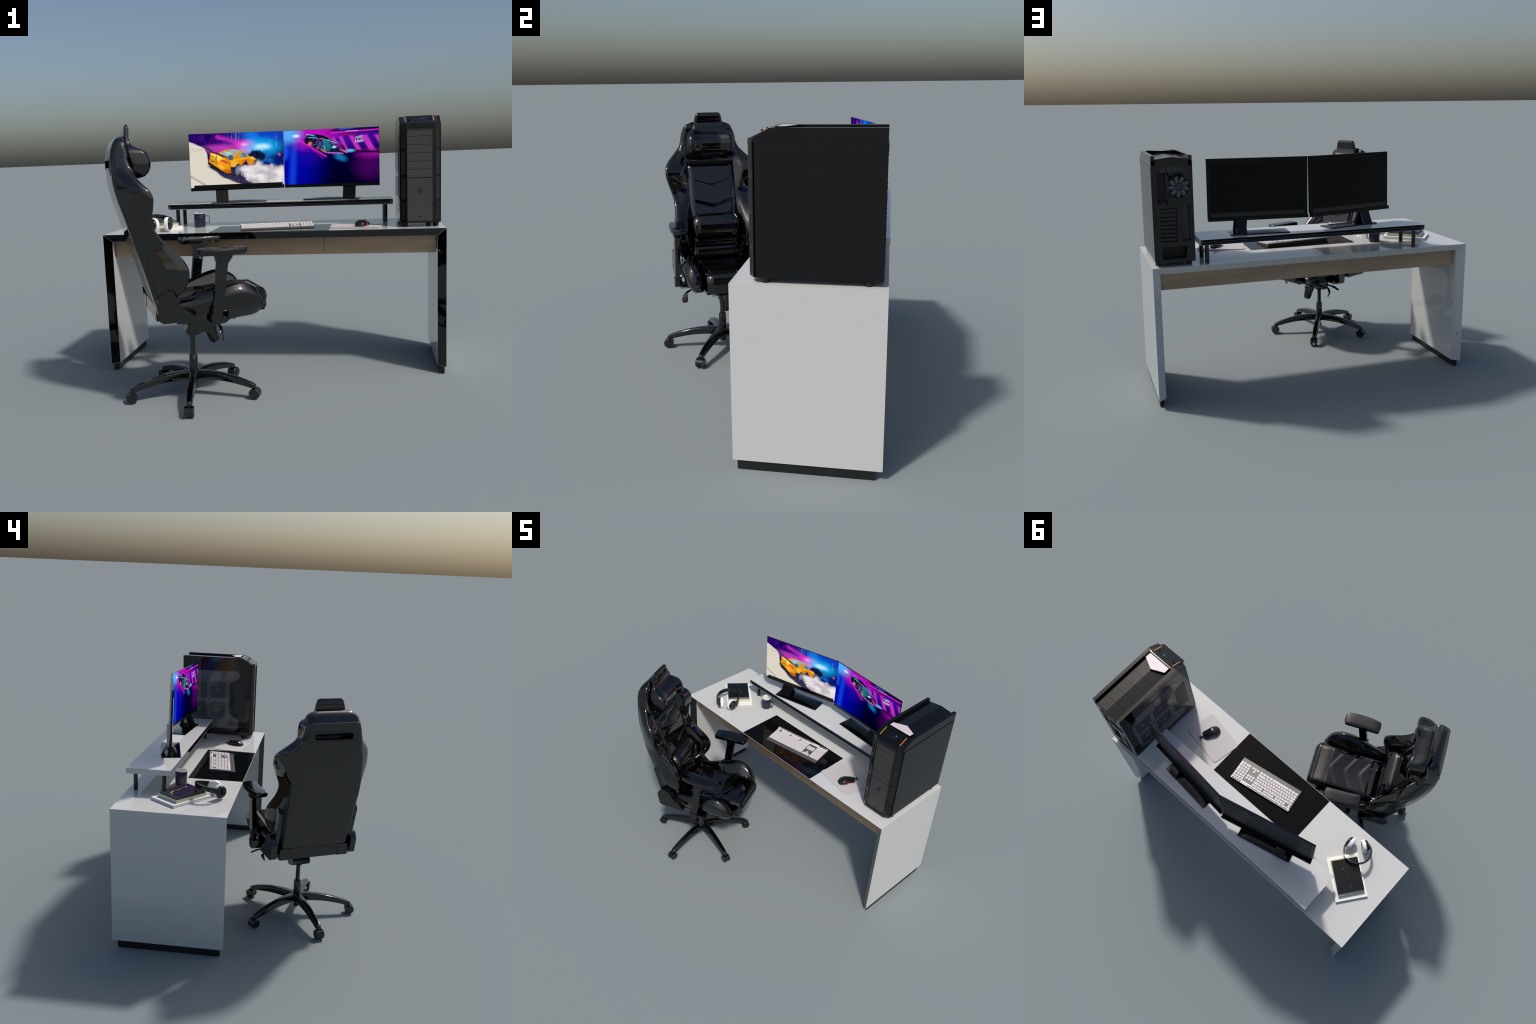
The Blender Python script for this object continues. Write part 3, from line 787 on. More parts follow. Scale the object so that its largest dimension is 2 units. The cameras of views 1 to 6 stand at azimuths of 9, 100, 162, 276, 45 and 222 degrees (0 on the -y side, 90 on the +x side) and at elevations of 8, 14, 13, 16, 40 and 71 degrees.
# control slope
prism('control_slope', [(cy0 + 0.0005, 1.4195), (0.2235, 1.4630), (0.236, 1.4630), (0.236, 1.43), (0.16, 1.418)], 'x', fx0 - 0.004, fx1 + 0.004, CASE_BLACK, pc, 0.001)
for s, xa, xb in ((-1, fx0 - 0.004, cx0 + 0.018), (1, fx1 + 0.004, cx1 - 0.018)):
    hexa('slope_cheek', [(xa, cy0 + 0.001, 1.4195), (xa, 0.2235, 1.4628), (xa, 0.236, 1.4628), (xa, 0.236, 1.43)],
         [(xb, cy0 + 0.017, 1.4195), (xb, 0.2235, 1.4628), (xb, 0.236, 1.4628), (xb, 0.236, 1.43)], CASE_BLACK, pc)
# ridged roof tiles between the rails
xm = 0.8655; y0 = 0.236; step = (cy1 - 0.002 - y0) / 6
for k in range(6):
    ya, yb = y0 + k * step + 0.0007, y0 + (k + 1) * step - 0.0007
    for xa, za, xb, zb in ((cx0 + 0.021, 1.4445, xm, 1.4555), (xm, 1.4555, cx1 - 0.021, 1.4445)):
        hexa('roof_tile', [(xa, ya, za), (xb, ya, zb), (xb, yb, zb), (xa, yb, za)],
             [(xa, ya, 1.438), (xb, ya, 1.438), (xb, yb, 1.438), (xa, yb, 1.438)], CASE_BLACK, pc, 0.0003)
# pearl five-sided plate behind the controls
pent = [(0.788, 0.243), (0.942, 0.243), (0.943, 0.280), (0.8655, 0.317), (0.787, 0.280)]
prism('pearl_plate', pent, 'z', 1.4440, 1.4655, PEARL, pc, 0.0008)
fr = [Vector(p) for p in pent]; fc0 = sum(fr, Vector((0, 0))) / 5
bmf = bmesh.new()
for k in range(5):
    a, b = fr[k], fr[(k + 1) % 5]
    a2, b2 = a + (a - fc0).normalized() * 0.0045, b + (b - fc0).normalized() * 0.0045
    hv = [bmf.verts.new((p.x, p.y, z)) for z in (1.4440, 1.4675) for p in (a, b, b2, a2)]
    for f in ((0, 1, 2, 3), (4, 5, 6, 7), (0, 1, 5, 4), (1, 2, 6, 5), (2, 3, 7, 6), (3, 0, 4, 7)):
        bmf.faces.new([hv[t] for t in f])
obj_from_bm('plate_frame', bmf, CASE_RAIL, pc)
sl = Vector((0, 0.0925, 0.0435)).normalized(); sn = Vector((0, -sl.z, sl.y))
def on_slope(x, t, h=0.0):
    return Vector((x, cy0, 1.4195)) + sl * (t * 0.1012) + sn * h
def slope_box(name, x0, x1, t0, t1, h, mat):
    hexa(name, [on_slope(x0, t0, h), on_slope(x1, t0, h), on_slope(x1, t1, h), on_slope(x0, t1, h)],
         [on_slope(x0, t0, -.004), on_slope(x1, t0, -.004), on_slope(x1, t1, -.004), on_slope(x0, t1, -.004)], mat, pc, 0.0003)
for x in (0.7855, 0.9395):
    slope_box('amber_strip', x - 0.0017, x + 0.0022, 0.30, 0.95, 0.0012, AMBER)
for x in (0.806, 0.924):
    o = on_slope(x, 0.62, 0.004)
    cyl('power_button', o, 0.0045, 0.010, CASE_DARK, pc, axis=sn, n=14, ch=0.0008)
for x, t in ((0.842, 0.52), (0.861, 0.52), (0.880, 0.52), (0.848, 0.72)):
    slope_box('port', x - 0.006, x + 0.006, t - 0.035, t + 0.035, 0.0008, CASE_DARK)
slope_box('usb_port', 0.873, 0.885, 0.68, 0.77, 0.001, USB_BLUE)
# front: bay covers, door, emblem
zs = [1.396, 1.351, 1.3045, 1.259, 1.212, 1.1675, 1.121]
for a, b in zip(zs[:-1], zs[1:]):
    box('bay_cover', fx0 + 0.004, fx1 - 0.004, 0.1375, 0.1445, b + 0.0012, a - 0.0012, BAY, pc, 0.001)
box('front_door', fx0 + 0.004, fx1 - 0.004, 0.1375, 0.1445, 0.8745, 1.1165, BAY, pc, 0.001)
box('front_brow', fx0 - 0.001, fx1 + 0.001, cy0 - 0.0005, cy0 + 0.018, 1.3975, 1.4205, CASE_BLACK, pc, 0.002)
xe = (fx0 + fx1) / 2 + 0.001
prism('emblem', [(xe - .0135, 1.058), (xe + .0135, 1.058), (xe + .012, 1.046), (xe, 1.032), (xe - .012, 1.046)], 'y', 0.1352, 0.1385, CASE_DARK, pc, 0.0006)
prism('emblem', [(xe - .0075, 1.0545), (xe + .0075, 1.0545), (xe, 1.041)], 'y', 0.1344, 0.1380, CASE_FRONT, pc, 0.0003)
box('front_mark', xe - .009, xe + .009, 0.1366, 0.1390, 0.898, 0.904, CASE_DARK, pc, 0.001)
# corner columns: vent slits, recesses
for s, xa, xb in ((-1, fx0, cx0), (1, fx1, cx1)):
    d = Vector((xb - xa, 0.023, 0)).normalized(); n = Vector((s * d.y, -abs(d.x), 0)).normalized()
    p0 = Vector((xa, cy0, 0)); L = math.hypot(xb - xa, 0.023)
    def colbox(name, t0, t1, z0, z1, h, mat, tilt=0.0, bmx=None):
        a = [p0 + d * (L * t) + n * h + Vector((0, 0, z)) for t, z in ((t0, z0), (t1, z0 + tilt), (t1, z1 + tilt), (t0, z1))]
        b = [v - n * (h + 0.003) for v in a]
        if bmx is None:
            return hexa(name, a, b, mat, pc)
        va = [bmx.verts.new(v) for v in a]; vb = [bmx.verts.new(v) for v in b]
        bmx.faces.new(va); bmx.faces.new(vb)
        for i in range(4):
            bmx.faces.new((va[i], va[(i+1) % 4], vb[(i+1) % 4], vb[i]))
    bmv = bmesh.new()
    for k in range(14):
        z = 1.285 + k * 0.0088
        colbox('', 0.22, 0.78, z, z + 0.0052, 0.0012, None, 0.003, bmv)
    for k in range(11):
        z = 0.886 + k * 0.0088
        colbox('', 0.22, 0.78, z, z + 0.0052, 0.0012, None, 0.003, bmv)
    o = obj_from_bm('vent_slits', bmv, CASE_DARK, pc); o["kind"] = "stuff"
    colbox('corner_recess', 0.20, 0.80, 1.140, 1.268, 0.0012, CASE_DARK)
    colbox('corner_recess', 0.20, 0.80, 1.000, 1.124, 0.0012, CASE_DARK)
    colbox('corner_edge', 0.88, 1.0, 0.872, 1.415, 0.0020, CASE_BLACK)
# right side panel (plain steel with long fold line at the top)
box('side_cover', cx1 - 0.002, cx1 + 0.0028, 0.166, cy1 - 0.004, 0.878, 1.404, CASE_PANEL, pc, 0.0026, 3)
bmo = bmesh.new()
for x0_, x1_, z0_, z1_ in ((0.903, 0.947, 1.207, 1.369), (0.798, 0.934, 0.882, 0.954)):
    add_box(bmo, x0_, x1_, cy1 - 0.12, cy1 + 0.02, z0_, z1_)
add_cyl(bmo, (0.829, cy1, 1.291), 0.0600, 0.06, (0, 1, 0), 40)
for x0_, x1_, z0_, z1_ in ((0.846, 0.940, 0.984, 1.192), (0.774, 0.818, 0.987, 1.193)):
    add_box(bmo, x0_, x1_, cy1 - 0.030, cy1 + 0.02, z0_, z1_)
cutr = obj_from_bm('rear_cutter', bmo, None, None)
md = case_body.modifiers.new('openings', 'BOOLEAN'); md.operation = 'DIFFERENCE'; md.object = cutr; md.solver = 'EXACT'
nm_ = bpy.data.meshes.new_from_object(case_body.evaluated_get(bpy.context.evaluated_depsgraph_get()))
case_body.modifiers.clear(); case_body.data = nm_; bpy.data.objects.remove(cutr)
# left side: glossy panel with shaped smoked window
box('window_side', cx0 - 0.0016, cx0 + 0.001, 0.158, cy1 - 0.001, 0.8715, 1.4180, CASE_SIDE, pc, 0.0012)
win = [(0.626, 1.300), (0.578, 1.362), (0.262, 1.362), (0.240, 1.345), (0.237, 1.315), (0.262, 1.298), (0.305, 1.270), (0.314, 1.250),
       (0.314, 1.040), (0.300, 1.022), (0.240, 0.985), (0.236, 0.945), (0.258, 0.918), (0.560, 0.918), (0.626, 0.985)]
prism('window_plate', win, 'x', cx0 - 0.0034, cx0 - 0.001, CASE_GLASS, pc, 0.0008)
prism('mesh_window', [(0.280, 1.243), (0.194, 1.280), (0.194, 1.002), (0.278, 1.044)], 'x', cx0 - 0.0030, cx0 - 0.001, PERF, pc, 0.0005)
bms = bmesh.new()
for ya, yb in ((0.344, 0.464), (0.489, 0.606)):
    for za, zb in ((1.004, 1.122), (1.152, 1.280)):
        yc, zc2 = (ya + yb) / 2, (za + zb) / 2
        k = 0; z = za + 0.003
        while z < zb - 0.002:
            x = ya + 0.002; random.seed(int(z * 1e4))
            while x < yb - 0.004:
                w = random.uniform(0.010, 0.032); e = min(x + w, yb - 0.002)
                if math.hypot((x + e) / 2 - yc, z - zc2) > 0.014:
                    add_box(bms, cx0 - 0.0040, cx0 - 0.0030, x, e, z, z + 0.0032)
                x = e + 0.0028
            z += 0.0074
o = obj_from_bm('window_vent_slits', bms, CASE_DARK, pc); o["kind"] = "stuff"
bms = bmesh.new()
for y, z in ((0.245, 1.335), (0.405, 1.357), (0.585, 1.345), (0.322, 1.245), (0.320, 1.060), (0.246, 0.962), (0.400, 0.925), (0.555, 0.925), (0.618, 1.000), (0.618, 1.290), (0.476, 1.137), (0.476, 1.146)):
    add_cyl(bms, (cx0 - 0.004, y, z), 0.0036, 0.0022, (1, 0, 0), 10)
o = obj_from_bm('window_screws', bms, SCREW, pc, 40); o["kind"] = "stuff"
# rear: panel details
yr = cy1
for x0_, x1_, z0_, z1_ in ((cx0 + .010, 0.766, .876, 1.406), (0.766, 0.796, 0.876, 0.984), (0.766, cx1 - .012, 1.371, 1.406), (0.896, 0.901, 1.196, 1.371),
                           (0.766, 0.901, 1.196, 1.228), (0.766, 0.772, 0.984, 1.196), (0.820, 0.844, 0.958, 1.196), (0.942, cx1 - .012, 0.956, 1.204), (0.9495, cx1 - .012, 1.204, 1.371), (0.796, 0.820, 0.957, 0.984), (0.844, 0.942, 0.957, 0.982)):
    box('rear_panel', x0_, x1_, yr - 0.001, yr + 0.0010, z0_, z1_, CASE_SIDE, pc)
for x in (0.915, 0.881, 0.848, 0.814):
    cyl('tube_grommet', (x, yr + 0.0012, 1.389), 0.0150, 0.003, CASE_FRONT, pc, axis=(0, 1, 0), n=22, ch=0.0006)
box('port_shield', 0.9035, 0.9465, yr - 0.11, yr - 0.02, 1.208, 1.368, CASE_DARK, pc)
fc = Vector((0.829, yr - 0.008, 1.291))
cyl('fan_hub', fc, 0.019, 0.004, CASE_FRONT, pc, axis=(0, 1, 0), n=24, ch=0.001)
blade = None
for k in range(9):
    if blade is None:
        pr = []
        for t in range(7):
            r = 0.0215 + 0.0365 * t / 6; pr.append((r, 0.0045 + 0.0065 * math.sin(t / 6 * 2.6), 0.10 * t / 6))
        out = [(r * math.cos(a + w / r), r * math.sin(a + w / r)) for r, w, a in pr] + [(r * math.cos(a - w / r), r * math.sin(a - w / r)) for r, w, a in reversed(pr)]
        blade = prism('fan_blade', out, 'y', -0.0012, 0.0012, FAN_GREY, pc, 0.0)
        blade.location = fc; ob = blade
    else:
        ob = blade.copy(); link(ob, pc)
    ob.rotation_euler = (math.radians(0), math.radians(k * 40 + 10), 0)
for k in range(9):
    z = 1.190 - k * 0.0232
    box('slot_cover', 0.847, 0.939, yr - 0.018, yr - 0.016, z - 0.0175, z, CASE_BLACK, pc, 0.0006)
box('vent_mesh', 0.7745, 0.8175, yr - 0.020, yr - 0.018, 0.9875, 1.1925, PERF, pc)
box('power_unit', 0.800, 0.932, yr - 0.11, yr - 0.055, 0.884, 0.952, CASE_DARK, pc)
bms = bmesh.new()
for k in range(24):
    add_cyl(bms, (0.9625, yr + 0.0008, 0.892 + k * 0.0205), 0.0024, 0.002, (0, 1, 0), 8)
    if k % 2 == 0:
        add_cyl(bms, (0.826, yr + 0.0012, 0.992 + k * 0.0088), 0.0030, 0.002, (0, 1, 0), 8)
for x, z in ((0.893, 1.358), (0.769, 1.358), (0.893, 1.228), (0.769, 1.228)):
    add_cyl(bms, (x, yr + 0.0018, z), 0.004, 0.002, (0, 1, 0), 10)
o = obj_from_bm('rear_holes', bms, CASE_DARK, pc, 40); o["kind"] = "stuff"
for x in (0.780, 0.954):
    for y in (0.200, 0.616):
        lathe('case_foot', [(0.010, -0.0005), (0.0165, 0.0), (0.0165, 0.012), (0.019, 0.013), (0.019, 0.0255), (0.010, 0.0255)], (x, y, 0.8428), CASE_DARK, pc, 22)

# =====================================================================
# KEYBOARD
# =====================================================================
kang = math.atan2(0.075, 0.432)
kb = thing('keyboard', 'full size keyboard with pale keys on grey body', 'keyboard', (0.028, 0.2465, 0.8442), kang)
KW, KD = 0.4385, 0.1665
tilt = math.atan2(0.0145, KD)
def kz(y): return 0.0055 + (y + KD / 2) * math.tan(tilt)
prism('keyboard_body', [(-KD/2, 0.0), (-KD/2, 0.0045), (-KD/2 + 0.003, kz(-KD/2 + .003) + .001), (KD/2 - .002, kz(KD/2) + .0005), (KD/2, kz(KD/2) - .003), (KD/2 - .004, 0.0), ], 'x', -KW/2, KW/2, KEY_BODY, kb, 0.0008)
u = KW / 22.75
ybase = -KD/2 + 0.166 * KD; rp = (0.872 - 0.170) * KD / 6
key_mesh = {}
def key(x, row, w, h=1, mat=KEY_CAP):
    kk = (w, h, mat.name)
    y = ybase + row * rp
    if kk not in key_mesh:
        bw, bh = w * u - 0.0016, h * rp - 0.0016
        a = [(0.0008, 0.0008, 0), (0.0008 + bw, 0.0008, 0), (0.0008 + bw, 0.0008 + bh, 0), (0.0008, 0.0008 + bh, 0)]
        b = [(0.0022, 0.0020, 0.0042), (bw - 0.0006, 0.0020, 0.0042), (bw - 0.0006, bh - 0.0004, 0.0042), (0.0022, bh - 0.0004, 0.0042)]
        ob = hexa('key', a, b, mat, kb, 0.0006); key_mesh[kk] = ob.data
    else:
        ob = weighted(link(bpy.data.objects.new('key', key_mesh[kk]), kb), 1)
    ob.location = (-KW/2 + 0.25 * u + x * u, y, kz(y) + 0.0008); ob.rotation_euler = (tilt, 0, 0)
def row(r, widths, x=0.0):
    for w in widths:
        if w < 0: x += -w; continue
        key(x, r, w); x += w
row(0, [1.25, 1.25, 1.25, 6.25, 1.25, 1.25, 1.25, 1.25])
row(1, [1.25] + [1] * 11 + [2.75])
row(2, [1.75] + [1] * 12 + [1.25])
row(3, [1.5] + [1] * 13 + [.5])
row(4, [1] * 13 + [2])
row(5, [1, -1] + [1] * 4 + [-.5] + [1] * 4 + [-.5] + [1] * 4)
nx0 = 15.25
row(0, [1, 1, 1], nx0); key(nx0 + 1, 1, 1)
row(3, [1, 1, 1], nx0); row(4, [1, 1, 1], nx0)
px0 = 18.5
key(px0, 0, 2); key(px0 + 2, 0, 1); key(px0 + 3, 0, 1, 2)
row(1, [1, 1, 1], px0); row(2, [1, 1, 1], px0); key(px0 + 3, 2, 1, 2); row(3, [1, 1, 1], px0); row(4, [1, 1, 1, 1], px0)
row(5, [1, 1, 1, 1], px0)
def deck(name, x0, x1, y0, y1, h, mat, b=0.0004):
    hexa(name, [(x0, y0, kz(y0) + h), (x1, y0, kz(y0) + h), (x1, y1, kz(y1) + h), (x0, y1, kz(y1) + h)],
         [(x0, y0, kz(y0) - .002), (x1, y0, kz(y0) - .002), (x1, y1, kz(y1) - .002), (x0, y1, kz(y1) - .002)], mat, kb, b)
ys = KD/2 - 0.118 * KD
deck('media_strip', -KW/2 + .001, KW/2 - .001, ys, KD/2 - .0015, 0.0046, KEY_WHITE)
deck('media_glyph_plate', -KW/2 + .004, 0.098, ys + .0046, KD/2 - .0030, 0.0051, GLYPH)
for k in range(4):
    deck('media_key', 0.146 + k * 0.0172, 0.146 + k * 0.0172 + 0.0135, ys + .0046, KD/2 - .0030, 0.0054, KEY_DARK)
for k in range(3):
    for j in range(2):
        deck('media_dash', 0.103 + k * 0.0135, 0.103 + k * 0.0135 + 0.0095, ys + .0058 + j * .0056, ys + .0085 + j * .0056, 0.0052, KEY_DARK, 0)

# =====================================================================
# MOUSE
# =====================================================================
mang = math.atan2(0.113, 0.049)
mouse = thing('computer_mouse', 'black ergonomic gaming mouse with red mark', 'mouse', (0.538, 0.2265, 0.8464), mang)
def mouse_ring(t):
    x = -0.062 + 0.118 * t
    w = interp([(0, .012), (.06, .022), (.25, .032), (.45, .031), (.6, .029), (.8, .030), (.95, .026), (1, .020)], t)
    h = interp([(0, .010), (.08, .020), (.3, .0335), (.45, .036), (.65, .031), (.85, .021), (1, .013)], t)
    out = []
    for k in range(28):
        a = 2 * math.pi * k / 28
        c, s = math.cos(a), math.sin(a)
        yy = w * math.copysign(abs(c) ** 0.75, c) * (1 + (0.10 if c < 0 and s < 0 else 0))
        zz = h * 0.42 + (h * 0.58 if s > 0 else h * 0.40) * math.copysign(abs(s) ** 0.8, s)
        out.append((x, yy, max(0.0006, zz)))
    return out
loft('mouse_shell', [mouse_ring(k / 22) for k in range(23)], MOUSE_BLACK, mouse, smooth=70)
cyl('scroll_wheel', (0.030, 0, 0.0262), 0.0085, 0.006, CASE_DARK, mouse, axis=(0, 1, 0), n=18, ch=0.001)
box('button_split', 0.014, 0.057, -0.0008, 0.0008, 0.014, 0.0265, CASE_DARK, mouse, M=Matrix.Translation((0, 0, 0.002)))
box('cable_boot', 0.052, 0.076, -0.005, 0.005, 0.005, 0.011, CASE_DARK, mouse, 0.002)
box('cable_boot', 0.074, 0.082, -0.008, 0.008, 0.003, 0.011, CASE_DARK, mouse, 0.002)
for k, (x, z, r) in enumerate(((-0.006, 0.0155, 40), (-0.006, 0.0085, -40))):
    M = Matrix.Translation((x, -0.0308, z)) @ Matrix.Rotation(math.radians(r), 4, 'Y')
    box('red_mark', -0.011, 0.011, -0.002, 0.004, -0.0016, 0.0016, MOUSE_RED, mouse, 0.0005, M=M)

# =====================================================================
# MUG
# =====================================================================
mug = thing('coffee_mug', 'navy enamel mug, white inside, square handle', 'mug', (-0.485, 0.4145, 0.8428))
lathe('mug_wall', [(0.0, 0.0), (0.033, 0.0), (0.0355, 0.0025), (0.0362, 0.05), (0.0362, 0.0855), (0.0355, 0.0868)], (0, 0, 0), MUG_NAVY, mug, 40)
lathe('mug_lining', [(0.0356, 0.0845), (0.0362, 0.0875), (0.0352, 0.0890), (0.0338, 0.0875), (0.0332, 0.050), (0.0325, 0.008), (0.0290, 0.0052), (0.0, 0.005)], (0, 0, 0), MUG_WHITE, mug, 40)
hpts = [(0.034, 0.0675), (0.056, 0.0685), (0.0605, 0.064), (0.0615, 0.048), (0.0605, 0.028), (0.056, 0.0235), (0.034, 0.0245)]
ha = math.radians(14)
hp = []
for i in range(len(hpts) - 1):
    for k in range(3):
        t = k / 3; hp.append((hpts[i][0] * (1 - t) + hpts[i + 1][0] * t, hpts[i][1] * (1 - t) + hpts[i + 1][1] * t))
hp.append(hpts[-1])
sweep('mug_handle', [(a * math.cos(ha), a * math.sin(ha), z) for a, z in hp], circle(0.0022, 10, 0.0050), MUG_NAVY, mug, up=Vector((-math.sin(ha), math.cos(ha), 0)))

# =====================================================================
# BOOKS AND PEN
# =====================================================================
bang = math.radians(142.8)
def book(label, loc, rz, w, l, h, cover, pages, spine=0.004):
    b = thing('book', label, 'book', loc, rz)
    t = 0.0022
    box('book_cover', -l/2, l/2, -w/2, w/2, 0.0004, t, cover, b, 0.0005)
    box('book_cover', -l/2, l/2, -w/2, w/2, h - t, h, cover, b, 0.0005)
    box('book_spine', -l/2, l/2, w/2 - spine, w/2, t, h - t, cover, b, 0.0004)
    box('page_block', -l/2 + .003, l/2 - .003, -w/2 + .003, w/2 - spine, t, h - t, pages, b)
    return b
book('large white hardback book lying flat', (-0.7475, 0.3555, 0.8424), bang, 0.199, 0.276, 0.0165, BOOK_WHITE, BOOK_WHITE)
book('cream hardback book lying flat', (-0.7450, 0.3500, 0.8592), bang + 0.01, 0.164, 0.228, 0.0185, BOOK_CREAM, BOOK_CREAM)
book('black hardback notebook on top of the stack', (-0.7450, 0.3485, 0.8780), bang - 0.01, 0.162, 0.202, 0.0165, BOOK_BLACK, BOOK_PAGES)
pen = thing('pen', 'slim dark pen with copper tip', 'pen', (-0.756, 0.369, 0.8981), math.atan2(0.064, -0.122))
cyl('pen_barrel', (-0.004, 0, 0), 0.0027, 0.112, PEN_BODY, pen, axis=(1, 0, 0), n=14)
cyl('pen_cap_end', (-0.0655, 0, 0), 0.0029, 0.011, PEN_GOLD, pen, axis=(1, 0, 0), n=14)
cyl('pen_ring', (-0.004, 0, 0), 0.0030, 0.004, PEN_GOLD, pen, axis=(1, 0, 0), n=14)
cyl('pen_tip', (0.0605, 0, 0), 0.0027, 0.017, PEN_GOLD, pen, axis=(1, 0, 0), n=14, r2=0.0006)

# =====================================================================
# HEADPHONES
# =====================================================================
# frame: x across the ears, y from the cups to the top of the band, z up
hang = math.atan2(0.110, -0.090) - math.pi / 2
hp_o = thing('headphones', 'black folding headphones with white ear cushions', 'headphones', (-0.662, 0.158, 0.8430), hang)
def ear(px, py, pz, ax):
    ax = Vector(ax).normalized()
    c = Vector((px, py, pz))
    # cushion (inside) and black cup (outside) stacked along the axis
    lathe('ear_cushion', [(0.0, 0.0), (0.022, 0.0), (0.024, -0.006), (0.031, -0.0125), (0.039, -0.010), (0.0425, -0.002), (0.042, 0.008), (0.037, 0.012), (0.0, 0.012)], c, HP_WHITE, hp_o, 30, axis=ax)
    lathe('ear_cup', [(0.0, 0.010), (0.036, 0.010), (0.0375, 0.015), (0.034, 0.024), (0.028, 0.0275), (0.022, 0.0275), (0.0205, 0.030), (0.015, 0.0315), (0.013, 0.029), (0.008, 0.029), (0.0065, 0.032), (0.0, 0.032)], c, HP_BLACK, hp_o, 30, axis=ax)
earL = (-0.041, 0.015, 0.0450); earR = (0.037, 0.0015, 0.0450)
ear(*earL, (-0.96, -0.23, 0.02)); ear(*earR, (0.80, -0.60, 0.02))
pts = []
for k in range(41):
    a = math.radians(-32 + (244) * k / 40)
    x = 0.0835 * math.cos(a); y = 0.052 + 0.0835 * math.sin(a)
    z = 0.046 + 0.040 * max(0.0, (y + 0.005) / 0.14) ** 1.0
    pts.append((x, y, z))
def bandprof(t):
    e = abs(t - 0.5) * 2
    hgt = 0.0135 if e < 0.55 else 0.0135 + 0.006 * (e - 0.55) / 0.45
    th = 0.0050
    return [(-th, -hgt), (th, -hgt), (th * 1.15, 0), (th, hgt), (-th, hgt), (-th * 1.15, 0)]
sweep('headband', pts, bandprof, HP_BLACK, hp_o, smooth=50)

# =====================================================================
# GAMING CHAIR     local frame: x forward, y to the sitter's left, z up
# =====================================================================
chair = thing('gaming_chair', 'glossy black racing style swivel chair with pillows and casters', 'chair', (-0.381, -0.324, 0.0), math.radians(25.5))
L, MT = GLOSS_BLACK, CHAIR_METAL

# ---- star base -------------------------------------------------------
leg0 = math.radians(207 - 25.5)
legprof = [(0.018, .1375), (0.05, .1375), (0.10, .137), (0.16, .131), (0.22, .1195), (0.28, .1035), (0.33, .086), (0.350, .0765)]
def leg_ring(r):
    zt = interp(legprof, r)
    w = interp([(0.018, .024), (0.06, .0225), (0.15, .0200), (0.30, .0170), (0.335, .0155), (0.350, .011)], r)
    h = interp([(0.018, .044), (0.10, .043), (0.20, .037), (0.30, .030), (0.335, .025), (0.350, .018)], r)
    return [(r, y, z) for y, z in fillet([(-w * 1.08, zt - h), (w * 1.08, zt - h), (w * 0.86, zt), (-w * 0.86, zt)], [0.002, 0.002, 0.0085, 0.0085], 5, 2)]
rs = [0.018 + 0.332 * k / 30 for k in range(31)] 
rings = [leg_ring(r) for r in rs]
last = rings[-1]; c = Vector((0.354, 0, 0.0655))
rings.append([tuple(c + (Vector(p) - c) * 0.75 + Vector((0.0, 0, 0))) for p in last])
leg_mesh = None
caster_parts = None
for k in range(5):
    a = leg0 + k * 2 * math.pi / 5
    if leg_mesh is None:
        ob = loft('base_leg', rings, MT, chair, smooth=45); leg_mesh = ob.data
    else:
        ob = link(bpy.data.objects.new('base_leg', leg_mesh), chair)
    ob.rotation_euler = (0, 0, a)
    cs = bpy.data.objects.new('caster', None); cs.empty_display_size = 0.02
    link(cs, chair); cs.location = (0.3425 * math.cos(a), 0.3425 * math.sin(a), 0); cs.rotation_euler = (0, 0, a)
    if caster_parts is None:
        cap = []
        bmc = bmesh.new(); add_cyl(bmc, (0.003, 0, 0.0295), 0.0292, 0.0165, (0, 1, 0), 32, ch=0.003)
        w1 = obj_from_bm('caster_wheel', bmc, MT, cs, 40); w1.location = (0, 0.0165, 0)
        w2 = link(bpy.data.objects.new('caster_wheel', w1.data), cs); w2.location = (0, -0.0165, 0)
        # hood: arched block between the wheels
        arc = [(0.003 + 0.0275 * math.cos(math.radians(t)), 0.0295 + 0.0275 * math.sin(math.radians(t))) for t in range(-10, 200, 14)]
        bmh = bmesh.new(); prism('', arc + [(-0.010, 0.020), (0.016, 0.020)], 'y', -0.0085, 0.0085, None, None, bm_in=bmh)
        hd = obj_from_bm('caster_hood', bmh, MT, cs, 40)
        st = cyl('caster_stem', (-0.002, 0, 0.061), 0.0105, 0.012, MT, cs, n=16)
        caster_parts = [w1, hd, st]
    else:
        for src, off in ((caster_parts[0], (0, 0.0165, 0)), (caster_parts[0], (0, -0.0165, 0)), (caster_parts[1], (0, 0, 0)), (caster_parts[2], (0, 0, 0))):
            ob = link(bpy.data.objects.new(src.name.split('.')[0], src.data), cs); ob.location = off
lathe('base_hub', [(0.0, 0.094), (0.030, 0.094), (0.034, 0.100), (0.034, 0.132), (0.030, 0.1395), (0.0, 0.1395)], (0, 0, 0), MT, chair, 32)
lathe('gas_lift_sleeve', [(0.0, 0.046), (0.0165, 0.046), (0.0185, 0.049), (0.0195, 0.095), (0.0225, 0.138), (0.0225, 0.224), (0.0205, 0.2275), (0.0, 0.2275)], (0, 0, 0), MT, chair, 28)
cyl('gas_lift_rod', (0, 0, 0.288), 0.0138, 0.125, MT, chair, n=24)

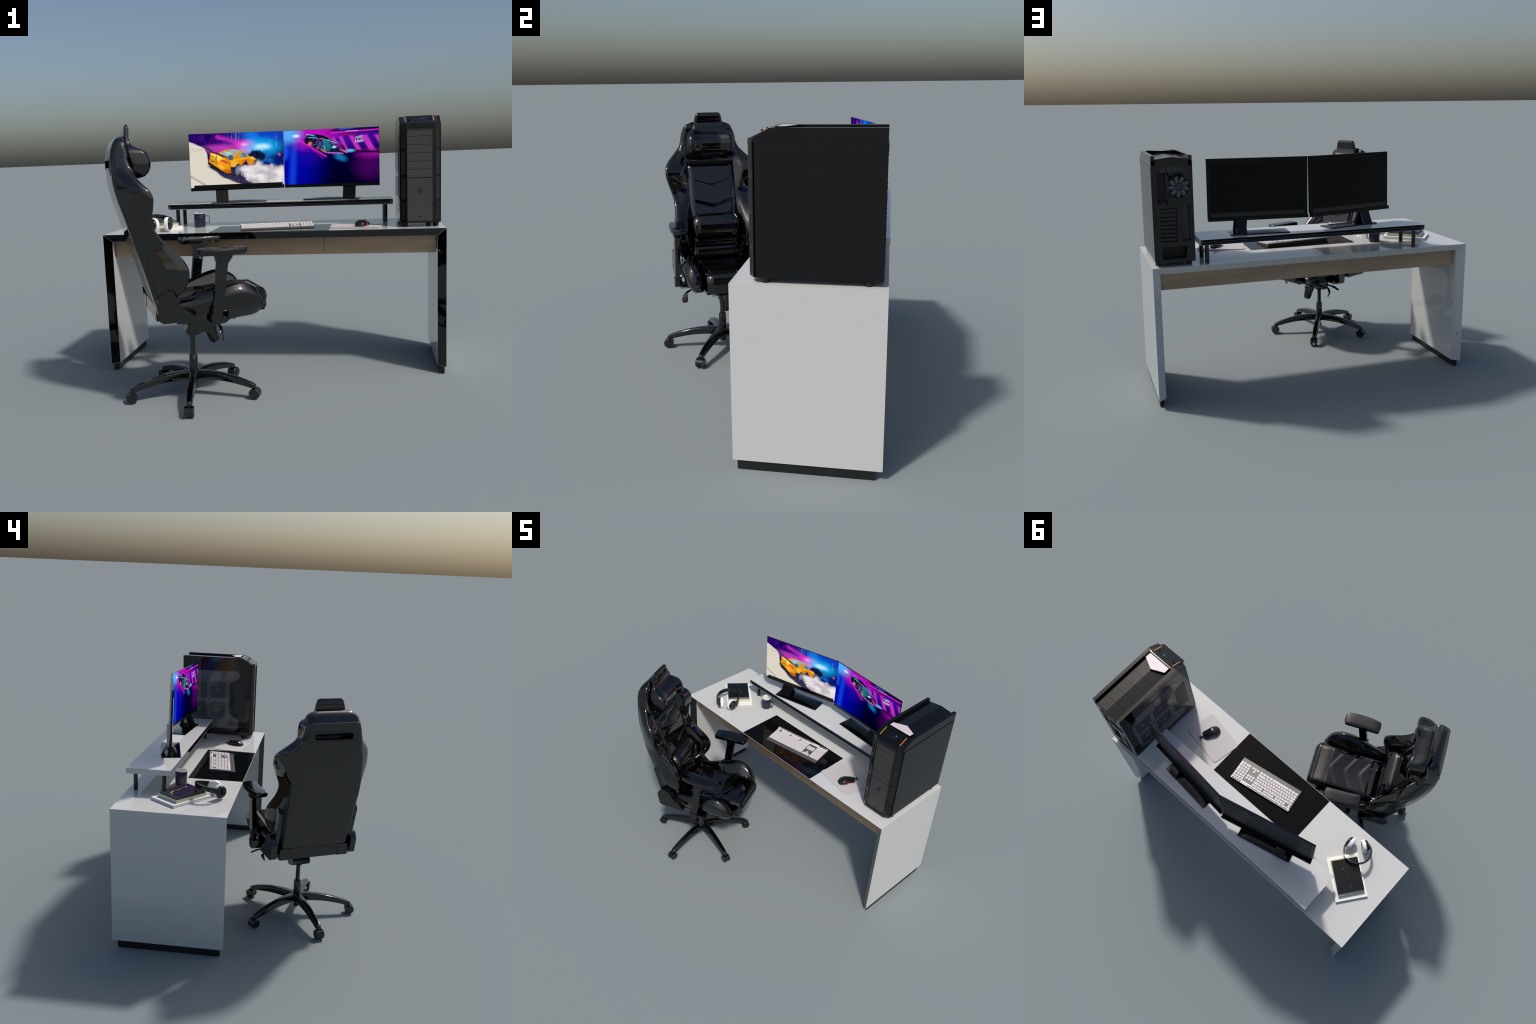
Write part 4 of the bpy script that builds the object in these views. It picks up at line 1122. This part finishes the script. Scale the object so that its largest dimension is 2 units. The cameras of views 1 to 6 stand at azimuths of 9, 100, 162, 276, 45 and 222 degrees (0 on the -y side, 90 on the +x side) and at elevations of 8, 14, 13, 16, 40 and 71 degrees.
# ---- tilt mechanism --------------------------------------------------
lathe('lift_socket', [(0.0, 0.331), (0.022, 0.331), (0.036, 0.346), (0.046, 0.372), (0.0, 0.372)], (0.002, 0, 0), MT, chair, 24)
prism('tilt_plate', [(-0.046, 0.370), (-0.036, 0.349), (-0.006, 0.338), (0.030, 0.346), (0.125, 0.386), (0.150, 0.420), (0.02, 0.424), (-0.03, 0.400)], 'y', -0.058, 0.058, MT, chair, 0.006, 3)
box('seat_frame', -0.10, 0.215, -0.130, 0.130, 0.428, 0.456, MT, chair, 0.010, 3)
prism('seat_frame_rail', [(-0.05, 0.450), (-0.02, 0.424), (0.13, 0.436), (0.17, 0.458)], 'y', -0.165, 0.165, MT, chair, 0.005)
# tension knob: tapered, fluted
kd = Vector((0.035, 0, -0.105)).normalized()
def knob_ring(t, r):
    q = Vector((0, 0, 1)).rotation_difference(kd).to_matrix()
    return [Vector((0.098, -0.006, 0.372)) + q @ Vector((r * (1 + 0.06 * math.cos(10 * 2 * math.pi * i / 40)) * math.cos(2 * math.pi * i / 40), r * (1 + 0.06 * math.cos(10 * 2 * math.pi * i / 40)) * math.sin(2 * math.pi * i / 40), t)) for i in range(40)]
loft('tension_knob', [knob_ring(0, .036), knob_ring(.020, .036), knob_ring(.022, .031), knob_ring(.080, .026), knob_ring(.092, .021), knob_ring(.097, .010)], MT, chair, smooth=40)
# side levers (left one hooks down, right one is a flat paddle)
def lever(s, path, w):
    sweep('tilt_lever', path, lambda t: [(a * interp(w, t), b * 0.0042) for a, b in circle(1, 12)], MT, chair, up=Vector((0.2, 0, 1)))
lever(1, [(0.055, 0.03, 0.388), (0.070, 0.09, 0.386), (0.088, 0.150, 0.391), (0.098, 0.185, 0.392), (0.106, 0.200, 0.386), (0.108, 0.206, 0.370), (0.106, 0.200, 0.350), (0.104, 0.192, 0.336)], [(0, .009), (.5, .008), (.72, .012), (.9, .018), (1, .012)])
lever(-1, [(0.085, -0.10, 0.425), (0.092, -0.165, 0.428), (0.100, -0.208, 0.426), (0.106, -0.232, 0.416), (0.110, -0.244, 0.396), (0.112, -0.248, 0.372), (0.112, -0.248, 0.354)], [(0, .007), (.4, .007), (.6, .014), (.8, .020), (1, .014)])
lever(1, [(0.10, 0.15, 0.418), (0.10, 0.205, 0.420), (0.10, 0.245, 0.416), (0.10, 0.288, 0.402)], [(0, .007), (.45, .008), (.8, .014), (1, .008)])

# ---- seat ------------------------------------------------------------
SF = 0.352
seat_top = [(-0.150, 0.545), (-0.10, 0.562), (0.0, 0.571), (0.10, 0.576), (0.20, 0.585), (0.29, 0.592), (0.352, 0.586)]
def chevron(s, lat, pitch, amp, k):
    t = (s + k * abs(lat)) / pitch
    fr = t - math.floor(t)
    return amp * (1 - fr) * min(1.0, fr / 0.08)
# seat cushion: rings along its length, wrapping over the front lip
NW = 25
def seat_ring(path_p, path_n, half, under_p):
    pass
bm = bmesh.new()
top_path = []
for k in range(74):
    x = -0.150 + (SF + 0.150) * k / 73
    top_path.append((x, interp(seat_top, x), x))
for k in range(1, 15):
    a = math.radians(90 * k / 14) * 1.15
    top_path.append((SF + 0.041 * math.sin(min(a, math.pi / 2)) ** 0.9 - max(0, a - math.pi/2) * 0.02, 0.530 + 0.056 * math.cos(a), None))
top_path.append((SF + 0.038, 0.492, None)); top_path.append((SF + 0.032, 0.476, None)); top_path.append((SF + 0.016, 0.468, None))
rows = []
for (x, z, s) in top_path:
    rowv = []
    for j in range(NW):
        lat = -1 + 2 * j / (NW - 1)
        y = 0.157 * math.copysign(abs(lat) ** 0.9, lat)
        edge = 0.020 * max(0.0, (abs(lat) - 0.72) / 0.28) ** 2.2
        dish = 0.004 * (1 - lat * lat)
        dz = 0.0
        if s is not None and -0.02 < s < 0.27 and abs(lat) < 0.93:
            dz = chevron(-(s - 0.262), y, 0.104, 0.0036, -0.55) * min(1, (0.93 - abs(lat)) / 0.08) * min(1, (0.27 - s) / 0.01)
        if s is not None:
            rowv.append((x, y, z - edge - dish + dz))
        else:
            rowv.append((x - edge * 0.9, y, z - edge * (0.3 if z > 0.5 else -0.2)))
    rows.append(rowv)
R = [[bm.verts.new(p) for p in r] for r in rows]
for a, b in zip(R[:-1], R[1:]):
    for j in range(NW - 1):
        bm.faces.new((a[j], a[j + 1], b[j + 1], b[j]))
# sides and underside
lo = []
for r in rows:
    lo.append([(min(r[0][0], SF + .014), r[0][1], 0.448 + 0.02 * max(0, min(1, (r[0][0] - 0.2) / 0.15))), (min(r[-1][0], SF + .014), r[-1][1], 0.448 + 0.02 * max(0, min(1, (r[0][0] - 0.2) / 0.15)))])
Lv = [[bm.verts.new(p) for p in r] for r in lo]
for i in range(len(R) - 1):
    bm.faces.new((R[i][0], R[i + 1][0], Lv[i + 1][0], Lv[i][0]))
    bm.faces.new((R[i][-1], R[i + 1][-1], Lv[i + 1][1], Lv[i][1]))
    bm.faces.new((Lv[i][0], Lv[i + 1][0], Lv[i + 1][1], Lv[i][1]))
bmesh.ops.remove_doubles(bm, verts=bm.verts[:], dist=1e-5)
obj_from_bm('seat_cushion', bm, L, chair, 40)
# side bolsters
btop = [(-0.150, 0.552), (-0.11, 0.566), (-0.04, 0.578), (0.015, 0.591), (0.067, 0.609), (0.135, 0.629), (0.19, 0.640), (0.235, 0.638), (0.275, 0.620), (0.31, 0.590), (0.333, 0.545), (0.340, 0.515)]
for s in (-1, 1):
    rings = []
    for k in range(49):
        t = k / 48; x = -0.150 + 0.490 * (1 - (1 - t) ** 1.35)
        zt = interp(btop, x) + 0.006
        nose = max(0.0, (x - 0.26) / 0.08)
        zb = interp([(-0.15, 0.472), (-0.05, 0.455), (0.10, 0.452), (0.25, 0.456), (0.30, 0.464), (0.325, 0.478), (0.340, 0.496)], x)
        ow = interp([(-0.15, 0.222), (-0.05, 0.236), (0.05, 0.254), (0.15, 0.269), (0.25, 0.268), (0.30, 0.258), (0.330, 0.238), (0.340, 0.222)], x)
        iw = interp([(-0.15, 0.157), (0.25, 0.157), (0.31, 0.165), (0.340, 0.185)], x)
        hgt = zt - zb
        pk = ow - 0.033
        poly = [(iw + 0.004, zb + 0.002), (iw - 0.002, zb + hgt * 0.56), (pk - 0.032 * min(1, hgt / .15), zt - 0.006 - 0.014 * (1 - nose * 0.5)), (pk, zt), (ow + 0.003, zt - hgt * 0.26), (ow - 0.016 * hgt / .19, zb + hgt * 0.28), (0.5 * (iw + ow) + 0.004, zb)]
        ring = fillet([(x, 0.0)] if False else poly, [0.01, 0.02, 0.03, 0.03, 0.045, 0.05, 0.02], 6, 2)
        rings.append([(x, s * p[0], p[1]) for p in ring])
    # rounded nose
    cxy = Vector((0, 0, 0))
    for p in rings[-1]: cxy += Vector(p)
    cxy /= len(rings[-1])
    for f, dx in ((0.80, 0.004), (0.5, 0.007), (0.2, 0.0085)):
        rings.append([tuple(cxy + (Vector(p) - cxy) * f + Vector((dx, 0, 0))) for p in rings[48]])
    loft('seat_bolster', rings, L, chair, smooth=60)

# ---- backrest --------------------------------------------------------
rear = [(0.545, -0.2135), (0.66, -0.2440), (0.77, -0.2740), (0.88, -0.308), (1.0, -0.342), (1.08, -0.366), (1.16, -0.382), (1.24, -0.3865), (1.30, -0.3855), (1.335, -0.378), (1.365, -0.366), (1.385, -0.350), (1.394, -0.335)]
rw = [(0.545, 0.212), (0.66, 0.216), (0.80, 0.221), (0.92, 0.222), (1.02, 0.212), (1.10, 0.198), (1.17, 0.182), (1.22, 0.176), (1.28, 0.164), (1.335, 0.152), (1.378, 0.130), (1.394, 0.096)]
ow_t = [(0.572, 0.226), (0.60, 0.240), (0.65, 0.258), (0.715, 0.267), (0.78, 0.258), (0.87, 0.246), (0.942, 0.250), (1.016, 0.273), (1.07, 0.2875), (1.10, 0.2890), (1.13, 0.2835), (1.167, 0.258), (1.195, 0.231), (1.222, 0.206), (1.24, 0.192)]
wf_t = [(0.572, -0.128), (0.59, -0.105), (0.616, -0.077), (0.66, -0.049), (0.713, -0.040), (0.74, -0.045), (0.78, -0.067), (0.82, -0.103), (0.858, -0.139), (0.91, -0.182), (0.95, -0.206), (0.985, -0.211), (1.05, -0.203), (1.10, -0.203), (1.129, -0.216), (1.17, -0.252), (1.223, -0.291), (1.24, -0.300)]
def cf(z): return interp(rear, z) + interp([(0.55, 0.098), (0.66, 0.108), (0.75, 0.120), (0.9, 0.127), (1.14, 0.120)], z)
zs_ = [0.545 + (1.394 - 0.545) * k / 70 for k in range(71)]
# rear shell
rings = []
for z in zs_:
    r = interp(rear, z); w = interp(rw, z); d = 0.040 if z < 1.3 else 0.040 - 0.012 * (z - 1.3) / 0.094
    pl = [(r, -w + 0.004), (r, w - 0.004), (r + d, w), (r + d, -w)]
    rings.append([(p[0], p[1], z) for p in fillet(pl, [0.016, 0.016, 0.004, 0.004], 5, 6)])
shell = loft('back_shell', rings, L, chair, smooth=40)
# side wings
for s in (-1, 1):
    rings = []
    zw = [0.572 + (1.240 - 0.572) * k / 80 for k in range(81)]
    for z in zw:
        r = interp(rear, z) + 0.012; w = interp(rw, z) - 0.001; o = interp(ow_t, z); f = interp(wf_t, z); c_ = cf(z) - 0.012
        c_ = min(c_, f - 0.006)
        o = max(o, w + 0.004)
        mid = 0.45
        pl = [(r, 0.135), (r, w), (r + (f - r) * 0.34, w + (o - w) * interp([(0.57, 0.86), (0.80, 0.82), (0.95, 0.68), (1.10, 0.60), (1.24, 0.60)], z)), (r + (f - r) * 0.72, w + (o - w) * 1.0), (f - 0.004, o), (f - 0.006, o - 0.030), (c_ + (f - c_) * 0.66, 0.150 + (o - 0.150) * 0.30), (c_, 0.148)]
        rings.append([(p[0], s * p[1], z) for p in fillet(pl, [0.01, 0.006, 0.12, 0.12, 0.014, 0.022, 0.05, 0.01], 6, 3)])
    loft('back_wing', rings, L, chair, smooth=50)
# centre panel with shallow chevron quilting
bm = bmesh.new(); R = []
zc_ = [0.555 + (1.134 - 0.555) * k / 96 for k in range(97)]
for z in zc_:
    rowv = []
    for j in range(NW):
        lat = -1 + 2 * j / (NW - 1); y = 0.1475 * math.copysign(abs(lat) ** 0.85, lat)
        edge = 0.014 * max(0.0, (abs(lat) - 0.75) / 0.25) ** 2.5
        endz = 0.016 * max(0.0, 1 - (1.134 - z) / 0.02) ** 2 + 0.016 * max(0.0, 1 - (z - 0.555) / 0.02) ** 2
        dz = 0.0
        if 0.66 < z < 1.09 and abs(lat) < 0.92:
            dz = chevron(z + 0.02, y, 0.128, 0.0032, -0.30) * min(1, (0.92 - abs(lat)) / 0.06)
        folds = 0.0
        if z < 0.70:
            folds = 0.006 * abs(math.sin((z - 0.555) / 0.0725 * math.pi)) ** 0.6
        rowv.append(bm.verts.new((cf(z) - edge - endz + dz + folds, y, z)))
    R.append(rowv)
for a, b in zip(R[:-1], R[1:]):
    for j in range(NW - 1):
        bm.faces.new((a[j], a[j + 1], b[j + 1], b[j]))
border = [e for e in bm.edges if len(e.link_faces) == 1]
ext = bmesh.ops.extrude_edge_only(bm, edges=border)
for v in [g for g in ext['geom'] if isinstance(g, bmesh.types.BMVert)]:
    v.co.x -= 0.055
obj_from_bm('back_centre_panel', bm, L, chair, 40)
# head section
hw = [(1.130, 0.143), (1.175, 0.170), (1.215, 0.197), (1.232, 0.198), (1.25, 0.190), (1.28, 0.181), (1.337, 0.167), (1.365, 0.153), (1.382, 0.132), (1.392, 0.100)]
hf = [(1.130, -0.276), (1.15, -0.270), (1.22, -0.276), (1.25, -0.291), (1.289, -0.303), (1.336, -0.306), (1.375, -0.310), (1.392, -0.324)]
rings = []
for k in range(41):
    z = 1.130 + (1.392 - 1.130) * k / 40
    r = interp(rear, z) + 0.014; w = interp(hw, z); f = interp(hf, z)
    pl = [(r, -min(w, interp(rw, z) + .004)), (r, min(w, interp(rw, z) + .004)), (f, w), (f + 0.003, 0.0), (f, -w)]
    rings.append([(p[0], p[1], z) for p in fillet(pl, [0.012, 0.012, 0.022, 0.2, 0.022], 6, 4)])
head_sec = loft('back_head_section', rings, L, chair, smooth=45)
# strap of the head pillow, going round the head section
rings = []
for z in (1.2885, 1.290, 1.334, 1.3355):
    r = interp(rear, z) - (0.0022 if 1.2889 < z < 1.335 else 0.0); g = 0.0032 if 1.2889 < z < 1.335 else 0.0
    w = interp(hw, z) + g; f = interp(hf, z) + g; wr = interp(rw, z) + g
    pl = [(r, -wr + .004), (r, wr - .004), (f, w), (f + 0.003, 0), (f, -w)]
    rings.append([(p[0], p[1], z) for p in fillet(pl, [0.02, 0.02, 0.022, 0.2, 0.022], 6, 4)])
loft('pillow_strap', rings, L, chair, smooth=40)
# grip slot in the back: recess cut into the shell, sill below it
cut = prism('slot_cutter', rounded_rect(0.232, 0.036, 0.0175), 'x', -0.42, -0.318, None, chair)
cut.location = (0, 0.006, 1.2595)
for tgt in (shell, head_sec):
  bmd = tgt.modifiers.new('slot', 'BOOLEAN'); bmd.operation = 'DIFFERENCE'; bmd.object = cut; bmd.solver = 'EXACT'
  dg = bpy.context.evaluated_depsgraph_get()
  nm = bpy.data.meshes.new_from_object(tgt.evaluated_get(dg))
  tgt.modifiers.clear(); tgt.data = nm
  set_smooth(nm, 40)
bpy.data.objects.remove(cut)
rim = rounded_rect(0.246, 0.050, 0.0245, 8)
sweep('slot_rim', [(-0.3865, 0.006 + a, 1.2595 + b) for a, b in rim], circle(0.0042, 8), L, chair, up=Vector((1, 0, 0)), closed=True)
prism('slot_sill', [(-0.380, 1.232), (-0.3925, 1.2335), (-0.3925, 1.2275), (-0.386, 1.203), (-0.380, 1.203)], 'y', -0.130, 0.142, L, chair, 0.003, 3) if False else None
bm = bmesh.new()
add_loft(bm, [[(x, y, z) for x, y, z in ((-0.378, -0.136 + t, 1.2345), (-0.3905, -0.134 + t, 1.2335), (-0.3875, -0.100 + t, 1.2045), (-0.378, -0.098 + t, 1.203))] if t == 0 else
              [(x, -y + 0.012, z) for x, y, z in ((-0.378, -0.136, 1.2345), (-0.3905, -0.134, 1.2335), (-0.3875, -0.100, 1.2045), (-0.378, -0.098, 1.203))] for t in (0, 1)])
bevel_bm(bm, 0.002)
obj_from_bm('slot_sill', bm, L, chair)

# head pillow (flap going up over the top)
pf = [(1.187, -0.243), (1.192, -0.222), (1.203, -0.206), (1.220, -0.192), (1.255, -0.183), (1.285, -0.186), (1.305, -0.194), (1.322, -0.210), (1.338, -0.246), (1.350, -0.268), (1.370, -0.278), (1.39, -0.2815), (1.44, -0.2795), (1.452, -0.284)]
pb = [(1.187, -0.256), (1.20, -0.272), (1.25, -0.284), (1.30, -0.299), (1.345, -0.303), (1.39, -0.306), (1.44, -0.301), (1.452, -0.296)]
pw_ = [(1.187, 0.118), (1.195, 0.133), (1.215, 0.143), (1.28, 0.1455), (1.315, 0.140), (1.335, 0.126), (1.355, 0.105), (1.39, 0.091), (1.43, 0.081), (1.446, 0.074), (1.4525, 0.064)]
rings = []
zp = [1.187 + (1.4525 - 1.187) * (0.5 - 0.5 * math.cos(math.pi * k / 64)) for k in range(65)]
for z in zp:
    f = interp(pf, z); b = interp(pb, z); w = interp(pw_, z); t = f - b
    # pinched creases where the flap meets the roll
    rc = 0.024 * min(1.0, max(0.0, (t - 0.03) / 0.05))
    pl = [(b, -w), (b, w), (b + t * 0.80, w * 1.01), (f, w * 0.86), (f - rc, w * 0.40), (f - rc, -w * 0.40), (f, -w * 0.86), (b + t * 0.80, -w * 1.01)]
    rr = min(0.02, t * 0.45)
    rings.append([(p[0], p[1], z) for p in fillet(pl, [rr * .7, rr * .7, rr, 0.03, 0.06, 0.06, 0.03, rr], 6, 3)])
loft('head_pillow', rings, L, chair, smooth=60)
# embroidered mark on the pillow
mk = prism('pillow_mark', [(-0.030, -0.006), (-0.006, -0.008), (0.010, 0.002), (0.030, 0.004), (0.022, 0.010), (0.002, 0.008), (-0.012, 0.001)], 'x', -0.0008, 0.0012, MT, chair, 0.0004)
mk.location = (-0.2065, 0.0, 1.248)

# lumbar pillow: bolster roll
rings = []
for k in range(25):
    t = -1 + 2 * k / 24
    y = 0.150 * t
    e = (1 - abs(t) ** 9) ** 0.5 if abs(t) < 1 else 0.0
    e = max(e, 0.55)
    ring = []
    for j in range(32):
        a = 2 * math.pi * j / 32
        ring.append((-0.142 + 0.052 * e * math.cos(a) - 0.26 * 0.075 * e * math.sin(a), y, 0.762 + 0.076 * e * math.copysign(abs(math.sin(a)) ** 0.85, math.sin(a))))
    rings.append(ring)
loft('lumbar_pillow', rings, L, chair, smooth=60)

# ---- hinge, beam and side brackets ----------------------------------
bm = bmesh.new()
box('rear_beam', -0.215, -0.178, -0.150, 0.150, 0.477, 0.546, MT, chair, 0.006, 3)
for s in (-1, 1):
    a, b = sorted((s * 0.152, s * 0.218))
    box('beam_end', -0.217, -0.172, a, b, 0.475, 0.545, MT, chair, 0.006, 3)
    # lower hinge cover
    poly = [(-0.223, 0.572), (-0.206, 0.604), (-0.188, 0.617), (-0.160, 0.622), (-0.130, 0.613), (-0.108, 0.570), (-0.090, 0.545), (-0.050, 0.515), (-0.020, 0.480), (-0.032, 0.468), (-0.055, 0.471), (-0.190, 0.4715), (-0.209, 0.484)]
    a, b = sorted((s * 0.236, s * 0.2725))
    prism('hinge_cover', poly, 'y', a, b, MT, chair, 0.007, 3)
    cyl('hinge_bolt', (-0.166, s * 0.2725, 0.512), 0.0062, 0.003, CASE_DARK, chair, axis=(0, 1, 0), n=14)
    prism('hinge_arm', [(-0.215, 0.48), (-0.12, 0.60), (-0.03, 0.51), (0.10, 0.47), (0.12, 0.445), (-0.05, 0.455)], 'y', *sorted((s * 0.185, s * 0.214)), MT, chair, 0.004)
    # upright bracket on the wing flank
    up = [(-0.250, 0.776), (-0.232, 0.800), (-0.216, 0.812), (-0.203, 0.795), (-0.186, 0.757), (-0.155, 0.646), (-0.122, 0.612), (-0.130, 0.585), (-0.200, 0.575)]
    prism('recline_bracket', up, 'y', *sorted((s * 0.222, s * 0.2475)), MT, chair, 0.006, 3)
    cyl('bracket_bolt', (-0.206, s * 0.2475, 0.705), 0.0052, 0.003, CASE_DARK, chair, axis=(0, 1, 0), n=14)

    # ---- armrest -----------------------------------------------------
    arm = bpy.data.objects.new('armrest', None); arm.empty_display_size = 0.05
    link(arm, chair)
    # pad outline in plan: straight inner edge, bowed outer edge
    inner = [(0.004, 0.226), (0.238, 0.233)]
    outer = [(0.247, 0.268), (0.241, 0.313), (0.18, 0.3245), (0.11, 0.3245), (0.05, 0.318), (0.0, 0.305), (-0.004, 0.268)]
    plan = fillet([inner[0], inner[1]] + outer, [0.012, 0.014, 0.05, 0.02, 0.2, 0.2, 0.2, 0.014, 0.05], 4, 2)
    c0 = sum((Vector(p) for p in plan), Vector((0, 0))) / len(plan)
    rings = []
    for zz, sc in ((0.797, 0.80), (0.7985, 0.90), (0.803, 0.965), (0.812, 1.0), (0.820, 0.995), (0.8265, 0.965), (0.8295, 0.92), (0.831, 0.80), (0.8318, 0.5)):
        ring = []
        for p in plan:
            d_ = Vector(p) - c0
            m_ = d_.length
            sh = max(0.0, m_ - (1 - sc) * 0.055) / m_ if sc > 0.79 else sc
            q_ = c0 + d_ * sh
            zt_ = zz
            if p[0] < 0.05: zt_ += 0.004 * (0.05 - p[0]) / 0.05 * 0
            ring.append((q_.x, s * q_.y, zt_))
        rings.append(ring)
    loft('arm_pad', rings, L, arm, smooth=40)
    post = [(0.070, 0.798), (0.172, 0.798), (0.166, 0.782), (0.143, 0.750), (0.117, 0.577), (0.100, 0.492), (0.054, 0.492), (0.065, 0.582), (0.087, 0.754), (0.077, 0.786)]
    prism('arm_post', post, 'y', *sorted((s * 0.268, s * 0.2975)), MT, arm, 0.006, 3)
    box('post_button', 0.098, 0.146, *sorted((s * 0.2955, s * 0.3035)), 0.766, 0.776, MT, arm, 0.002)
    prism('post_socket', [(0.046, 0.502), (0.106, 0.502), (0.104, 0.478), (0.094, 0.450), (0.050, 0.450)], 'y', *sorted((s * 0.260, s * 0.301)), MT, arm, 0.006, 3)
    prism('arm_bracket', [(0.040, 0.458), (0.075, 0.476), (0.140, 0.474), (0.152, 0.466), (0.125, 0.446), (0.070, 0.440)], 'y', *sorted((s * 0.14, s * 0.272)), MT, arm, 0.005, 3)
bm.free()
